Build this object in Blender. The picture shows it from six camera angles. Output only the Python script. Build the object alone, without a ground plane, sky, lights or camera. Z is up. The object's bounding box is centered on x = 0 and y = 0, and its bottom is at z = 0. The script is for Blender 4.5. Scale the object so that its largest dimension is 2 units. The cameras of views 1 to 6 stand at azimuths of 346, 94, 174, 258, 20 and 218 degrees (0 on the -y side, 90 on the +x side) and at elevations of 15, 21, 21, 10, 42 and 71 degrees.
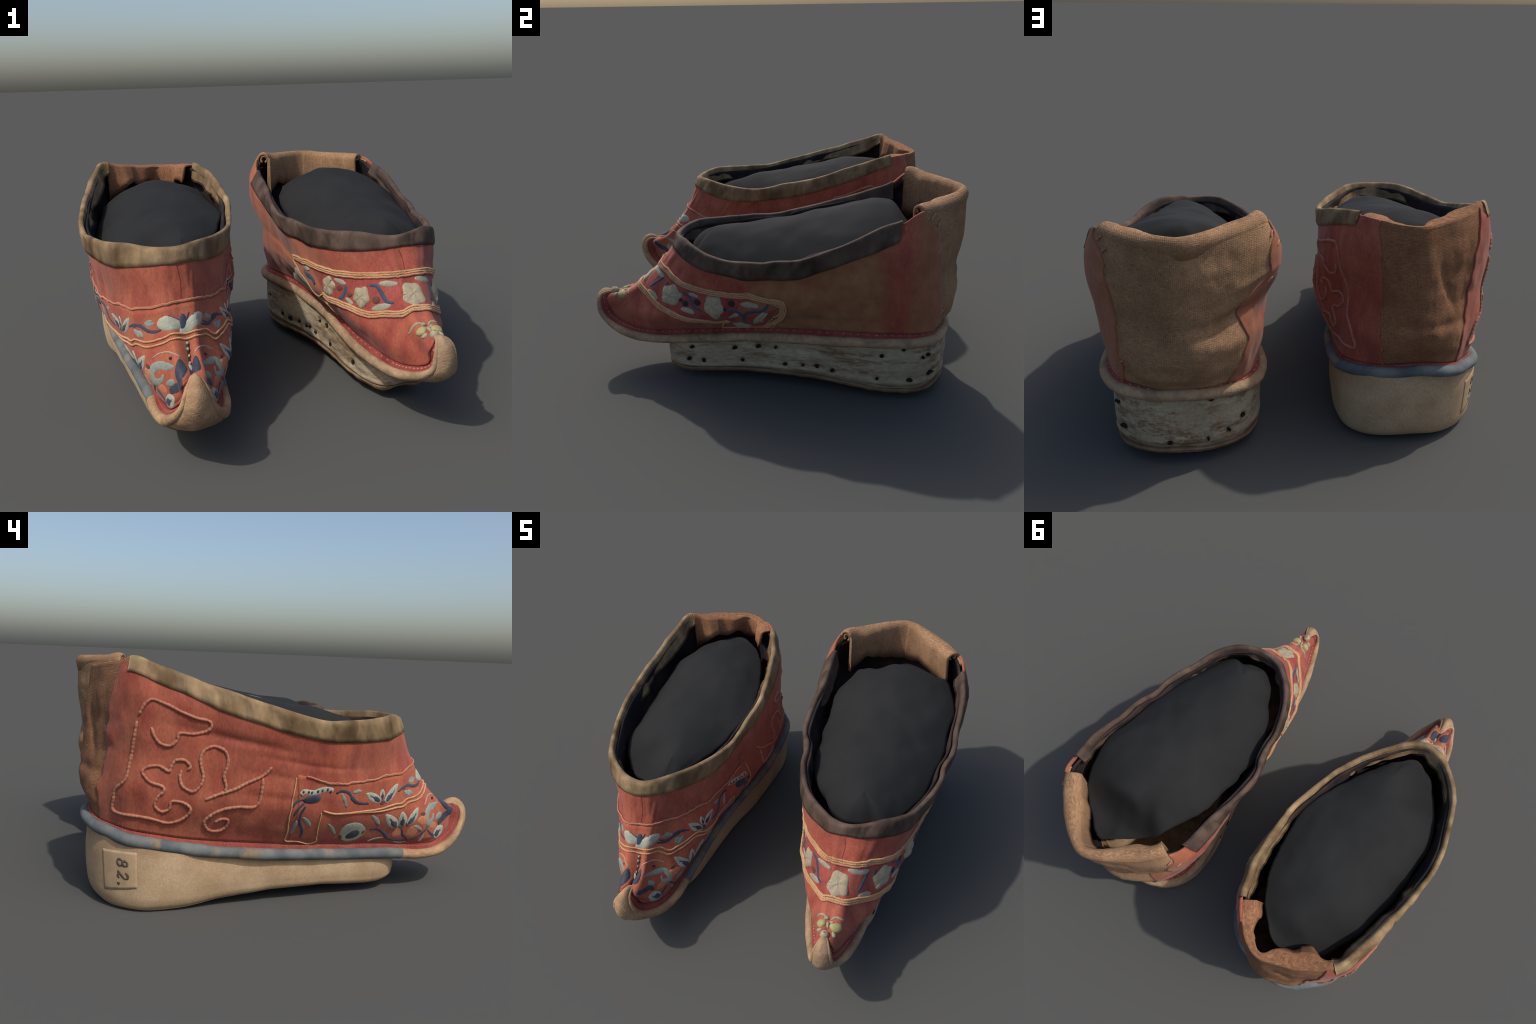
import math, random
import numpy as np

# =====================================================================
#  small numeric helpers
# =====================================================================
def smooth(e0, e1, x):
    t = np.clip((np.asarray(x, float) - e0) / (e1 - e0), 0, 1)
    return t * t * (3 - 2 * t)

def table(x, rows, col=1):
    """smooth interpolation in a small table of (x, value...) rows"""
    rows = np.array(rows, float)
    x = np.asarray(x, float)
    xs, ys = rows[:, 0], rows[:, col]
    i = np.clip(np.searchsorted(xs, x, side='right') - 1, 0, len(xs) - 2)
    t = np.clip((x - xs[i]) / (xs[i + 1] - xs[i]), 0, 1)
    m = np.gradient(ys, xs)
    h = xs[i + 1] - xs[i]
    h00 = 2 * t**3 - 3 * t**2 + 1; h10 = t**3 - 2 * t**2 + t
    h01 = -2 * t**3 + 3 * t**2; h11 = t**3 - t**2
    return h00 * ys[i] + h10 * h * m[i] + h01 * ys[i + 1] + h11 * h * m[i + 1]

def spline(pts, per=12, closed=False):
    """centripetal Catmull-Rom through points; returns dense points (per samples a span)"""
    P = np.array(pts, float)
    n = len(P)
    if closed:
        Q = np.vstack([P[-1], P, P[0], P[1]]); spans = n
    else:
        Q = np.vstack([2 * P[0] - P[1], P, 2 * P[-1] - P[-2]]); spans = n - 1
    out = []
    for i in range(spans):
        p0, p1, p2, p3 = Q[i:i + 4]
        d = [max(np.linalg.norm(b - a), 1e-6) ** 0.5 for a, b in ((p0, p1), (p1, p2), (p2, p3))]
        t0, t1 = 0, d[0]; t2 = t1 + d[1]; t3 = t2 + d[2]
        t = np.linspace(t1, t2, per, endpoint=False)[:, None]
        A1 = (t1 - t) / (t1 - t0) * p0 + (t - t0) / (t1 - t0) * p1
        A2 = (t2 - t) / (t2 - t1) * p1 + (t - t1) / (t2 - t1) * p2
        A3 = (t3 - t) / (t3 - t2) * p2 + (t - t2) / (t3 - t2) * p3
        B1 = (t2 - t) / (t2 - t0) * A1 + (t - t0) / (t2 - t0) * A2
        B2 = (t3 - t) / (t3 - t1) * A2 + (t - t1) / (t3 - t1) * A3
        out.append((t2 - t) / (t2 - t1) * B1 + (t - t1) / (t2 - t1) * B2)
    if not closed:
        out.append(P[-1:])
    return np.vstack(out)

def resample(P, n):
    d = np.r_[0, np.cumsum(np.linalg.norm(np.diff(P, axis=0), axis=1))]
    s = np.linspace(0, d[-1], n)
    return np.stack([np.interp(s, d, P[:, k]) for k in range(P.shape[1])], 1)

def hash3(i, j, k, seed):
    h = (i * 374761393 + j * 668265263 + k * 2147483647 + seed * 974711) & 0xffffffff
    h = ((h ^ (h >> 13)) * 1274126177) & 0xffffffff
    return ((h ^ (h >> 16)) & 0xffff) / 32767.5 - 1.0

def vnoise(P, seed=0):
    """value noise in -1..1 at an array of points"""
    P = np.asarray(P, float)
    I = np.floor(P).astype(np.int64); f = P - I
    f = f * f * f * (f * (f * 6 - 15) + 10)
    r = 0
    for a in (0, 1):
        for b in (0, 1):
            for c in (0, 1):
                w = (f[..., 0] if a else 1 - f[..., 0]) * (f[..., 1] if b else 1 - f[..., 1]) * (f[..., 2] if c else 1 - f[..., 2])
                r = r + w * hash3(I[..., 0] + a, I[..., 1] + b, I[..., 2] + c, seed)
    return r

def fbm(P, seed=0, octaves=3):
    P = np.asarray(P, float); r = 0; a = 1.0
    for o in range(octaves):
        r = r + a * vnoise(P * 2**o + 17.3 * o, seed + o); a *= .5
    return r

# loops run from the heel centre along the inner/outer (-x) side to the toe and back along +x.
# u in 0..2: 0 heel centre, 1 toe.
NU = 240            # samples per half

def loop(heel, left, toe, right, n=NU):
    """heel/toe: points, left/right: lists of points from heel to toe"""
    pts = [heel] + left + [toe] + right[::-1]
    k, per = len(left) + 1, 16
    D = spline(pts, per, True)
    L = resample(D[:k * per + 1], n + 1)
    R = resample(np.vstack([D[k * per:], D[:1]])[::-1], n + 1)
    return np.vstack([L[:-1], R[::-1][:-1]])

def fr(n=NU):
    i = np.arange(2 * n)
    return np.where(i <= n, i / n, 2 - i / n), i < n      # fraction heel->toe, is -x side

def hnormal(Lp):
    """horizontal outward normal of a loop"""
    t = np.roll(Lp, -1, 0) - np.roll(Lp, 1, 0)
    nrm = np.stack([t[:, 1], -t[:, 0], 0 * t[:, 0]], 1)
    nrm /= np.maximum(np.linalg.norm(nrm, axis=1, keepdims=True), 1e-9)
    c = Lp.mean(0)
    if ((Lp - c) * nrm).sum() < 0:
        nrm = -nrm
    return nrm

def smooth_loop(A, k=5):
    for _ in range(k):
        A = .25 * np.roll(A, 1, 0) + .5 * A + .25 * np.roll(A, -1, 0)
    return A

class Surf:
    """a surface given by a stack of closed loops; u in 0..2 around, v in 0..1 up"""
    def __init__(s, levels, vs, nv=64):
        Lv = np.array(levels)                    # k,2n,3
        s.n = Lv.shape[1] // 2
        vv = np.linspace(0, 1, nv + 1)
        vs = np.array(vs, float)
        m = np.gradient(Lv, vs, axis=0)
        G = []
        for v in vv:
            i = min(max(np.searchsorted(vs, v, side='right') - 1, 0), len(vs) - 2)
            h = vs[i + 1] - vs[i]; t = (v - vs[i]) / h
            G.append((2*t**3-3*t**2+1)*Lv[i] + (t**3-2*t**2+t)*h*m[i] + (-2*t**3+3*t**2)*Lv[i+1] + (t**3-t**2)*h*m[i+1])
        s.G = np.array(G); s.nv = nv
        s.update()
    def update(s):
        G = s.G
        s.du = (np.roll(G, -1, 1) - np.roll(G, 1, 1)) * s.n / 2      # per unit u
        s.dv = np.gradient(G, axis=0) * s.nv
        N = np.cross(s.du, s.dv); N /= np.maximum(np.linalg.norm(N, axis=2, keepdims=True), 1e-9)
        c = G.mean((0, 1))
        if ((G - c) * N)[..., :2].sum() < 0:
            N = -N
        s.N = N
    def _s(s, A, u, v):
        u = np.asarray(u, float) % 2 * s.n; v = np.clip(np.asarray(v, float), 0, 1) * s.nv
        i = np.floor(u).astype(int) % (2 * s.n); j = np.minimum(np.floor(v).astype(int), s.nv - 1)
        a = (u - np.floor(u))[..., None]; b = (v - j)[..., None]; i1 = (i + 1) % (2 * s.n)
        return (A[j, i] * (1 - a) + A[j, i1] * a) * (1 - b) + (A[j + 1, i] * (1 - a) + A[j + 1, i1] * a) * b
    def P(s, u, v, off=0):
        n = s._s(s.N, u, v); n = n / np.maximum(np.linalg.norm(n, axis=-1, keepdims=True), 1e-9)
        return s._s(s.G, u, v) + n * np.asarray(off, float)[..., None] if np.ndim(off) else s._s(s.G, u, v) + n * off
    def Nn(s, u, v):
        n = s._s(s.N, u, v); return n / np.linalg.norm(n, axis=-1, keepdims=True)
    def local(s, u, v, x, y, rot=0.):
        """metric offsets (x along +u, y up the wall) around (u, v), turned by rot -> (u, v)"""
        x, y = np.asarray(x, float), np.asarray(y, float)
        c, q = math.cos(rot), math.sin(rot)
        x, y = c * x - q * y, q * x + c * y
        a, b = s._s(s.du, u, v), s._s(s.dv, u, v)
        la = np.linalg.norm(a); e1 = a / la
        p = b @ e1; bp = b - p * e1; lb = np.linalg.norm(bp)
        V = y / lb
        return u + (x - V * p) / la, v + V

# =====================================================================
#  measured forms of the two shoes  (world metres)
# =====================================================================
SHOES = []

def build_forms(d):
    f, isl = fr()
    E = loop(d['E_heel'], d['E_left'], d['E_toe'], d['E_right'])
    R = loop(d['R_heel'], d['R_left'], d['R_front'], d['R_right'])
    nE = hnormal(smooth_loop(E, 4))
    R = R - hnormal(smooth_loop(R, 10)) * (d['rim_in'] * smooth(.18, .3, f) - d['heel_out'] * (1 - smooth(.1, .25, f)))[:, None]
    inset = table(f, d['inset'], 1); rise = table(f, d['inset'], 2); back = table(f, d['inset'], 3)
    S = E - nE * inset[:, None] + np.stack([0 * f, back, rise], 1)
    S[:, 0] += (E[:, 0].mean() * 0 + 0)
    S = smooth_loop(S, 3)
    lev = [S]
    for k, v in enumerate((.22, .44, .66, .85)):
        B = S * (1 - v) + R * v
        nB = hnormal(smooth_loop(B, 10))
        out = np.where(isl, table(f, d['bulge_left'], 1 + k), table(f, d['bulge_right'], 1 + k))
        dz = table(f, d['drop'], 1 + k); dy = table(f, d['draw'], 1 + k)
        out = smooth_loop(out[:, None], 12)[:, 0]
        L = B + nB * out[:, None] + np.stack([0 * f, dy, dz], 1)
        w = smooth(.74, .94, f)[:, None]
        for _ in range((30, 60, 80, 40)[k]):          # round the nose of the vamp
            L = L + w * (.25 * np.roll(L, 1, 0) - .5 * L + .25 * np.roll(L, -1, 0))
        lev.append(L)
    lev.append(R)
    W = Surf(lev, (0, .22, .44, .66, .85, 1))
    # cloth unevenness: broad waves and fine creases, quieter at both edges
    vv = np.linspace(0, 1, W.nv + 1)[:, None]
    m = smooth(0, .12, vv) * (1 - .75 * smooth(.8, 1, vv))
    G = W.G
    disp = .006 * fbm(G * 5.0, d['seed'], 2) + .004 * fbm(G * np.array([14, 14, 5.]), d['seed'] + 9, 3)
    uu = np.arange(2 * NU)[None, :] / NU
    rng = random.Random(d['seed'])
    folds = list(d['folds'])
    for _ in range(26):                                   # scattered puckers
        folds.append((rng.uniform(0, 2), rng.uniform(.1, .8), rng.uniform(.05, .12), rng.uniform(.02, .05), rng.uniform(-.5, .5), rng.uniform(-.006, .006)))
    for k in range(34):                                   # gathers running down from the binding at the front
        folds.append((rng.uniform(.6, 1.4), rng.uniform(.62, .78), .008 + .006 * rng.random(), .12, rng.uniform(-.03, .03), rng.uniform(-.0035, .003)))
    heel = (1 - smooth(.10, .22, np.minimum(uu % 2, 2 - uu % 2))) * smooth(0, .1, vv)
    disp = disp + heel * (.007 * fbm(G * np.array([5, 5, 9.]), d['seed'] + 70, 3))
    for (cu, cv, ru, rv, rot, amp) in folds:
        du_ = (uu - cu + 1) % 2 - 1; dv_ = vv - cv
        a = math.cos(rot) * du_ + math.sin(rot) * dv_; b = -math.sin(rot) * du_ + math.cos(rot) * dv_
        disp = disp + amp * np.exp(-(a / ru) ** 2 - (b / rv) ** 2)
    W.G = G + W.N * (disp * m)[..., None]
    W.update()
    d.update(E=E, S=S, R=R, W=W, f=f, isl=isl, nE=nE)
    # ---- sole block -----------------------------------------------------
    T = loop(d['B_heel'], d['B_left'], d['B_front'], d['B_right'])
    nT = hnormal(smooth_loop(T, 4))
    y = T[:, 1]
    zt = table(y, d['block_top']); zb = table(y, d['block_bottom'])
    zb = zb - d.get('tilt', 0) * (T[:, 0] - d['cx']) * smooth(.35, .6, f)
    lv = []
    for q, ins in d['block_profile']:
        z = zb + (zt - zb) * q
        fl = 1 + d['toe_slant'] * smooth(.93, 1, f) * (1 - q)
        lv.append(np.stack([T[:, 0], T[:, 1], z], 1) - nT * (ins * fl)[:, None])
    qs = [q for q, _ in d['block_profile']]
    K = Surf(lv, qs, 32)
    K.G += K.N * (.004 * fbm(K.G * 6, d['seed'] + 30, 2))[..., None]
    K.G[..., 2] = np.maximum(K.G[..., 2], .001)
    K.update()
    d.update(K=K, T=T)
    return d

A = dict(
    name='A', cx=-.52, seed=3,
    E_heel=(-.50, .902, .365),
    E_left=[(-.595, .902, .355), (-.686, .868, .335), (-.758, .80, .318), (-.826, .72, .302), (-.855, .61, .285), (-.852, .45, .256), (-.83, .24, .231),
            (-.805, .05, .213), (-.778, -.12, .20), (-.745, -.3, .188), (-.718, -.46, .178), (-.70, -.60, .166), (-.688, -.72, .164), (-.668, -.82, .177), (-.64, -.90, .225), (-.602, -.958, .29), (-.568, -.966, .365), (-.545, -.935, .398)],
    E_toe=(-.528, -.858, .388),
    E_right=[(-.41, .888, .352), (-.32, .86, .338), (-.228, .80, .325), (-.16, .715, .312), (-.148, .60, .295), (-.162, .43, .262), (-.203, .22, .232),
             (-.26, .04, .212), (-.295, -.12, .20), (-.322, -.3, .188), (-.338, -.46, .178), (-.346, -.60, .169), (-.358, -.72, .162), (-.384, -.82, .177), (-.42, -.90, .222), (-.46, -.958, .29), (-.494, -.966, .365), (-.515, -.935, .398)],
    R_heel=(-.455, .852, 1.047),
    R_left=[(-.53, .832, 1.05), (-.62, .795, 1.06), (-.71, .74, 1.07), (-.792, .672, 1.085), (-.827, .58, 1.052), (-.858, .476, 1.016), (-.883, .354, .972), (-.906, .243, .938), (-.918, .131, .90), (-.929, .011, .865),
            (-.917, -.106, .842), (-.884, -.219, .835), (-.846, -.317, .836), (-.806, -.40, .842), (-.755, -.462, .85), (-.686, -.522, .85), (-.61, -.558, .848)],
    R_front=(-.53, -.566, .848),
    R_right=[(-.38, .822, 1.048), (-.31, .755, 1.052), (-.249, .68, 1.05), (-.207, .589, 1.027), (-.177, .515, 1.007), (-.165, .424, .981), (-.153, .33, .954), (-.147, .241, .928), (-.148, .145, .905), (-.163, .063, .884),
             (-.184, -.045, .863), (-.21, -.151, .844), (-.257, -.263, .834), (-.302, -.343, .833), (-.358, -.425, .838), (-.44, -.515, .846)],
    #       f    inset rise  back
    inset=[(0, .040, .045, 0), (.1, .044, .05, 0), (.2, .044, .06, 0), (.6, .044, .066, 0), (.8, .052, .060, .01), (.88, .046, .042, .03), (.93, .03, .014, .045), (.97, .004, -.005, .035), (1, 0, -.018, .012)],
    rim_in=.008, heel_out=.008,
    bulge_left=[(0, 0.058, 0.044, 0.035, 0.015), (0.07, 0.036, 0.022, 0.022, 0.015), (0.14, 0.026, 0.016, 0.028, 0.028), (0.25, 0.038, 0.037, 0.04, 0.038), (0.4, 0.066, 0.058, 0.036, 0.03), (0.6, 0.058, 0.045, 0.022, 0.014), (0.78, 0.036, 0.015, -0.004, 0), (0.9, -0.006, -0.022, -0.026, -0.014), (0.96, 0.000, -0.016, -0.02, -0.012), (1, 0.000, 0.000, 0, -0.006)],
    bulge_right=[(0, 0.058, 0.044, 0.035, 0.015), (0.08, 0.024, -0.002, 0.008, 0.01), (0.2, 0.000, -0.020, 0.016, 0.02), (0.32, 0.056, 0.058, 0.048, 0.035), (0.42, 0.081, 0.068, 0.04, 0.022), (0.6, 0.060, 0.033, 0, -0.006), (0.78, 0.036, 0.001, -0.022, -0.008), (0.9, -0.010, -0.030, -0.032, -0.018), (0.96, -0.004, -0.020, -0.022, -0.014), (1, 0.000, 0.000, 0, -0.006)],
    drop=[(0, 0, 0, 0, 0), (.8, 0, 0, 0, 0), (.93, -.036, -.024, 0, 0), (1, -.085, -.055, -.012, 0)],
    draw=[(0, 0, 0, 0, 0), (.8, 0, 0, 0, 0), (.93, .01, .015, .015, 0), (1, .01, .035, .04, .015)],
    folds=[(.42, .70, .12, .03, .18, -.010), (.02, .13, .10, .05, 0, .005), (.06, .55, .012, .16, .1, -.014), (.01, .30, .09, .03, .15, -.010), (.62, .12, .10, .03, 0, -.006), (1.72, .45, .05, .08, .4, -.008)],
    B_heel=(-.49, .887, 0), B_left=[(-.60, .88, 0), (-.70, .84, 0), (-.79, .76, 0), (-.85, .65, 0), (-.85, .5, 0), (-.81, .28, 0), (-.775, .05, 0), (-.745, -.15, 0), (-.715, -.35, 0), (-.685, -.5, 0), (-.62, -.585, 0)],
    B_front=(-.525, -.615, 0),
    B_right=[(-.39, .88, 0), (-.28, .845, 0), (-.195, .75, 0), (-.172, .63, 0), (-.18, .5, 0), (-.215, .28, 0), (-.275, .05, 0), (-.32, -.15, 0), (-.35, -.35, 0), (-.375, -.5, 0), (-.43, -.600, 0)],
    block_top=[(-.62, .19), (-.4, .195), (0, .215), (.3, .25), (.6, .30), (.9, .365)],
    block_bottom=[(-.62, .04), (-.5, .026), (-.2, .031), (0, .03), (.3, .017), (.5, .002), (.6, 0), (.8, .002), (.9, .02)],
    block_profile=[(0, .042), (.06, .022), (.14, .011), (.3, .004), (.6, 0), (1, .004)],
    toe_slant=.3, tilt=.07,
)
B = dict(
    name='B', cx=.52, seed=11,
    E_heel=(.53, .932, .325),
    E_left=[(.42, .923, .318), (.33, .895, .312), (.242, .85, .308), (.185, .775, .306), (.158, .675, .306), (.163, .55, .312), (.2, .385, .312), (.25, .22, .30),
            (.278, .05, .284), (.29, -.12, .268), (.297, -.30, .25), (.305, -.46, .232), (.338, -.64, .212), (.375, -.78, .215), (.416, -.90, .255), (.446, -.968, .315), (.468, -.982, .385), (.486, -.958, .443)],
    E_toe=(.502, -.90, .442),
    E_right=[(.63, .923, .32), (.73, .89, .323), (.82, .84, .325), (.882, .745, .33), (.905, .62, .335), (.89, .45, .328), (.828, .264, .304), (.778, .1, .286),
             (.74, -.05, .270), (.71, -.2, .252), (.688, -.33, .236), (.668, -.48, .218), (.655, -.64, .207), (.632, -.78, .214), (.596, -.90, .26), (.566, -.968, .32), (.543, -.982, .39), (.523, -.958, .443)],
    R_heel=(.507, .98, 1.055),
    R_left=[(.42, .945, 1.06), (.33, .885, 1.065), (.24, .815, 1.068), (.165, .74, 1.06), (.135, .655, .985), (.13, .55, .945), (.127, .442, .907), (.109, .322, .871), (.102, .181, .832), (.11, .09, .812), (.143, .02, .805),
            (.158, -.052, .80), (.168, -.142, .796), (.19, -.216, .796), (.227, -.308, .798), (.271, -.381, .802), (.329, -.446, .806), (.409, -.504, .80)],
    R_front=(.50, -.525, .798),
    R_right=[(.59, .95, 1.055), (.68, .89, 1.05), (.78, .80, 1.045), (.86, .70, 1.035), (.893, .615, .985), (.906, .544, .96), (.92, .458, .927), (.922, .37, .892), (.917, .273, .85), (.925, .178, .815), (.913, .114, .797), (.892, .049, .783),
             (.89, -.039, .765), (.866, -.137, .761), (.822, -.246, .763), (.785, -.335, .777), (.734, -.406, .795), (.669, -.459, .81), (.585, -.508, .805)],
    inset=[(0, .022, .04, 0), (.06, .032, .045, 0), (.15, .046, .058, 0), (.3, .046, .07, 0), (.6, .046, .07, 0), (.8, .052, .060, .01), (.88, .046, .042, .03), (.93, .03, .014, .045), (.97, .004, -.005, .035), (1, 0, -.012, .015)],
    rim_in=.008, heel_out=.012,
    bulge_left=[(0, 0.048, 0.013, 0.01, 0), (0.12, 0.028, 0.012, 0.03, 0.02), (0.22, 0.028, 0.027, 0.065, 0.055), (0.35, 0.066, 0.061, 0.062, 0.055), (0.5, 0.072, 0.051, 0.036, 0.025), (0.65, 0.054, 0.032, 0.014, 0.01), (0.8, 0.035, 0.015, 0, 0.004), (0.9, -0.002, -0.016, -0.026, -0.022), (0.96, 0.000, -0.016, -0.026, -0.022), (1, 0.000, 0.000, 0, -0.012)],
    bulge_right=[(0, 0.048, 0.013, 0.01, 0), (0.12, 0.028, 0.012, 0.018, 0.01), (0.25, 0.022, 0.043, 0.048, 0.035), (0.4, 0.051, 0.058, 0.04, 0.025), (0.55, 0.071, 0.062, 0.03, 0.014), (0.68, 0.071, 0.041, 0.012, 0.006), (0.8, 0.042, 0.015, -0.002, 0.004), (0.9, -0.002, -0.016, -0.026, -0.022), (0.96, 0.000, -0.016, -0.026, -0.022), (1, 0.000, 0.000, 0, -0.012)],
    drop=[(0, 0, 0, 0, 0), (.8, 0, 0, 0, 0), (.93, -.036, -.024, 0, 0), (1, -.055, -.055, -.01, 0)],
    draw=[(0, 0, 0, 0, 0), (.8, 0, 0, 0, 0), (.93, .01, .015, .015, 0), (1, .015, .05, .06, .03)],
    folds=[(.105, .44, .035, .07, -.75, -.034), (.075, .30, .05, .06, .3, .020), (.03, .40, .07, .03, .35, .012), (0, .10, .10, .04, 0, .005), (.0, .93, .03, .06, 0, -.006), (1.9, .62, .012, .2, 0, -.006), (.2, .35, .04, .09, .2, -.016), (1.45, .10, .30, .03, 0, -.008)],
    B_heel=(.53, .922, 0), B_left=[(.42, .915, 0), (.32, .875, 0), (.24, .80, 0), (.19, .68, 0), (.19, .5, 0), (.235, .28, 0), (.29, .05, 0), (.315, -.15, 0), (.335, -.35, 0), (.375, -.5, 0), (.43, -.582, 0)],
    B_front=(.53, -.58, 0),
    B_right=[(.64, .915, 0), (.74, .87, 0), (.82, .79, 0), (.848, .67, 0), (.836, .5, 0), (.785, .28, 0), (.735, .05, 0), (.695, -.15, 0), (.682, -.35, 0), (.66, -.5, 0), (.615, -.582, 0)],
    block_top=[(-.62, .215), (-.4, .24), (-.15, .27), (.1, .30), (.3, .32), (.9, .335)],
    block_bottom=[(-.62, .045), (-.5, .036), (-.3, .042), (0, .055), (.2, .055), (.4, .042), (.6, .03), (.78, .028), (.88, .036), (.94, .045)],
    block_profile=[(0, .045), (.06, .026), (.15, .020), (.20, .006), (.35, .003), (.65, 0), (1, .004)],
    toe_slant=1.2,
)
build_forms(A); build_forms(B)

# =====================================================================
#  blender side: mesh builders
# =====================================================================
import bpy
random.seed(7)

for o in list(bpy.data.objects):
    bpy.data.objects.remove(o)

def mesh_data(name, V, F, mat, smooth_faces=True):
    me = bpy.data.meshes.new(name)
    V = np.asarray(V, float)
    me.from_pydata(V.tolist(), [], [tuple(int(i) for i in f) for f in F])
    me.materials.append(mat)
    if smooth_faces:
        me.polygons.foreach_set('use_smooth', [True] * len(me.polygons))
    me.update()
    return me

def add(name, V, F, mat, parent, smooth_faces=True, kind=None, sharp=None):
    V = np.asarray(V, float).copy()
    root = parent
    V[:, 0] -= parent['_cx']
    me = mesh_data(name, V, F, mat, smooth_faces)
    if sharp:
        me.set_sharp_from_angle(angle=math.radians(sharp))
    o = bpy.data.objects.new(name, me)
    bpy.context.collection.objects.link(o)
    o.parent = parent
    o['_cx'] = parent['_cx']
    if kind:
        o['kind'] = kind
    return o

def empty(name, parent=None, cx=0.):
    o = bpy.data.objects.new(name, None)
    bpy.context.collection.objects.link(o)
    o.empty_display_size = .1
    if parent:
        o.parent = parent; o['_cx'] = parent['_cx']
    else:
        o.location = (cx, 0, 0); o['_cx'] = cx
    return o

def orient(V, F, ref=None):
    """flip all faces if the closed mesh has negative volume"""
    V = np.asarray(V, float); vol = 0.
    for f in F:
        for k in range(1, len(f) - 1):
            vol += np.dot(V[f[0]], np.cross(V[f[k]], V[f[k + 1]]))
    return [tuple(reversed(f)) for f in F] if vol < 0 else F

def grid_faces(nv, nu, wrap, base=0):
    F = []
    for j in range(nv - 1):
        for i in range(nu if wrap else nu - 1):
            k = (i + 1) % nu
            F.append((base + j * nu + i, base + j * nu + k, base + (j + 1) * nu + k, base + (j + 1) * nu + i))
    return F

def slab(P, Q, wrap=False):
    """closed sheet with thickness: outer grid P and inner grid Q (nv, nu, 3)"""
    nv, nu, _ = P.shape
    V = np.vstack([P.reshape(-1, 3), Q.reshape(-1, 3)]); o = nv * nu
    F = grid_faces(nv, nu, wrap)
    F += [tuple(reversed(f)) for f in grid_faces(nv, nu, wrap, o)]
    for i in range(nu if wrap else nu - 1):
        k = (i + 1) % nu
        F.append((k, i, o + i, o + k))
        a = (nv - 1) * nu
        F.append((a + i, a + k, o + a + k, o + a + i))
    if not wrap:
        for j in range(nv - 1):
            a, b = j * nu, (j + 1) * nu
            F.append((a, b, o + b, o + a))
            a += nu - 1; b += nu - 1
            F.append((b, a, o + a, o + b))
    return V, orient(V, F)

def tube(path, r, seg=10, closed=False, sq=1., up=None):
    """round tube along a path; r scalar or array"""
    P = np.asarray(path, float); n = len(P)
    r = np.broadcast_to(np.asarray(r, float), (n,))
    T = (np.roll(P, -1, 0) - np.roll(P, 1, 0)) if closed else np.gradient(P, axis=0)
    T /= np.maximum(np.linalg.norm(T, axis=1, keepdims=True), 1e-9)
    if up is None:
        a = np.cross(T[0], [0.3, .2, 1.]); a /= np.linalg.norm(a)
        Nn = [a]
        for i in range(1, n):
            b = Nn[-1] - T[i] * np.dot(Nn[-1], T[i]); Nn.append(b / max(np.linalg.norm(b), 1e-9))
        Nn = np.array(Nn)
    else:
        Nn = np.asarray(up, float); Nn = Nn - T * (Nn * T).sum(1, keepdims=True); Nn /= np.linalg.norm(Nn, axis=1, keepdims=True)
    Bn = np.cross(T, Nn)
    th = np.linspace(0, 2 * math.pi, seg, endpoint=False)
    G = P[:, None] + r[:, None, None] * (sq * np.cos(th)[None, :, None] * Nn[:, None] + np.sin(th)[None, :, None] * Bn[:, None])
    V = G.reshape(-1, 3)
    F = grid_faces(n, seg, True)
    if closed:
        F += [((n - 1) * seg + i, (n - 1) * seg + (i + 1) % seg, (i + 1) % seg, i) for i in range(seg)]
    else:
        F.append(tuple(range(seg))[::-1]); F.append(tuple((n - 1) * seg + i for i in range(seg)))
    return V, F

def merge(parts):
    V, F, o = [], [], 0
    for v, f in parts:
        V.append(np.asarray(v)); F += [tuple(i + o for i in q) for q in f]; o += len(v)
    return np.vstack(V), F

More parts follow.
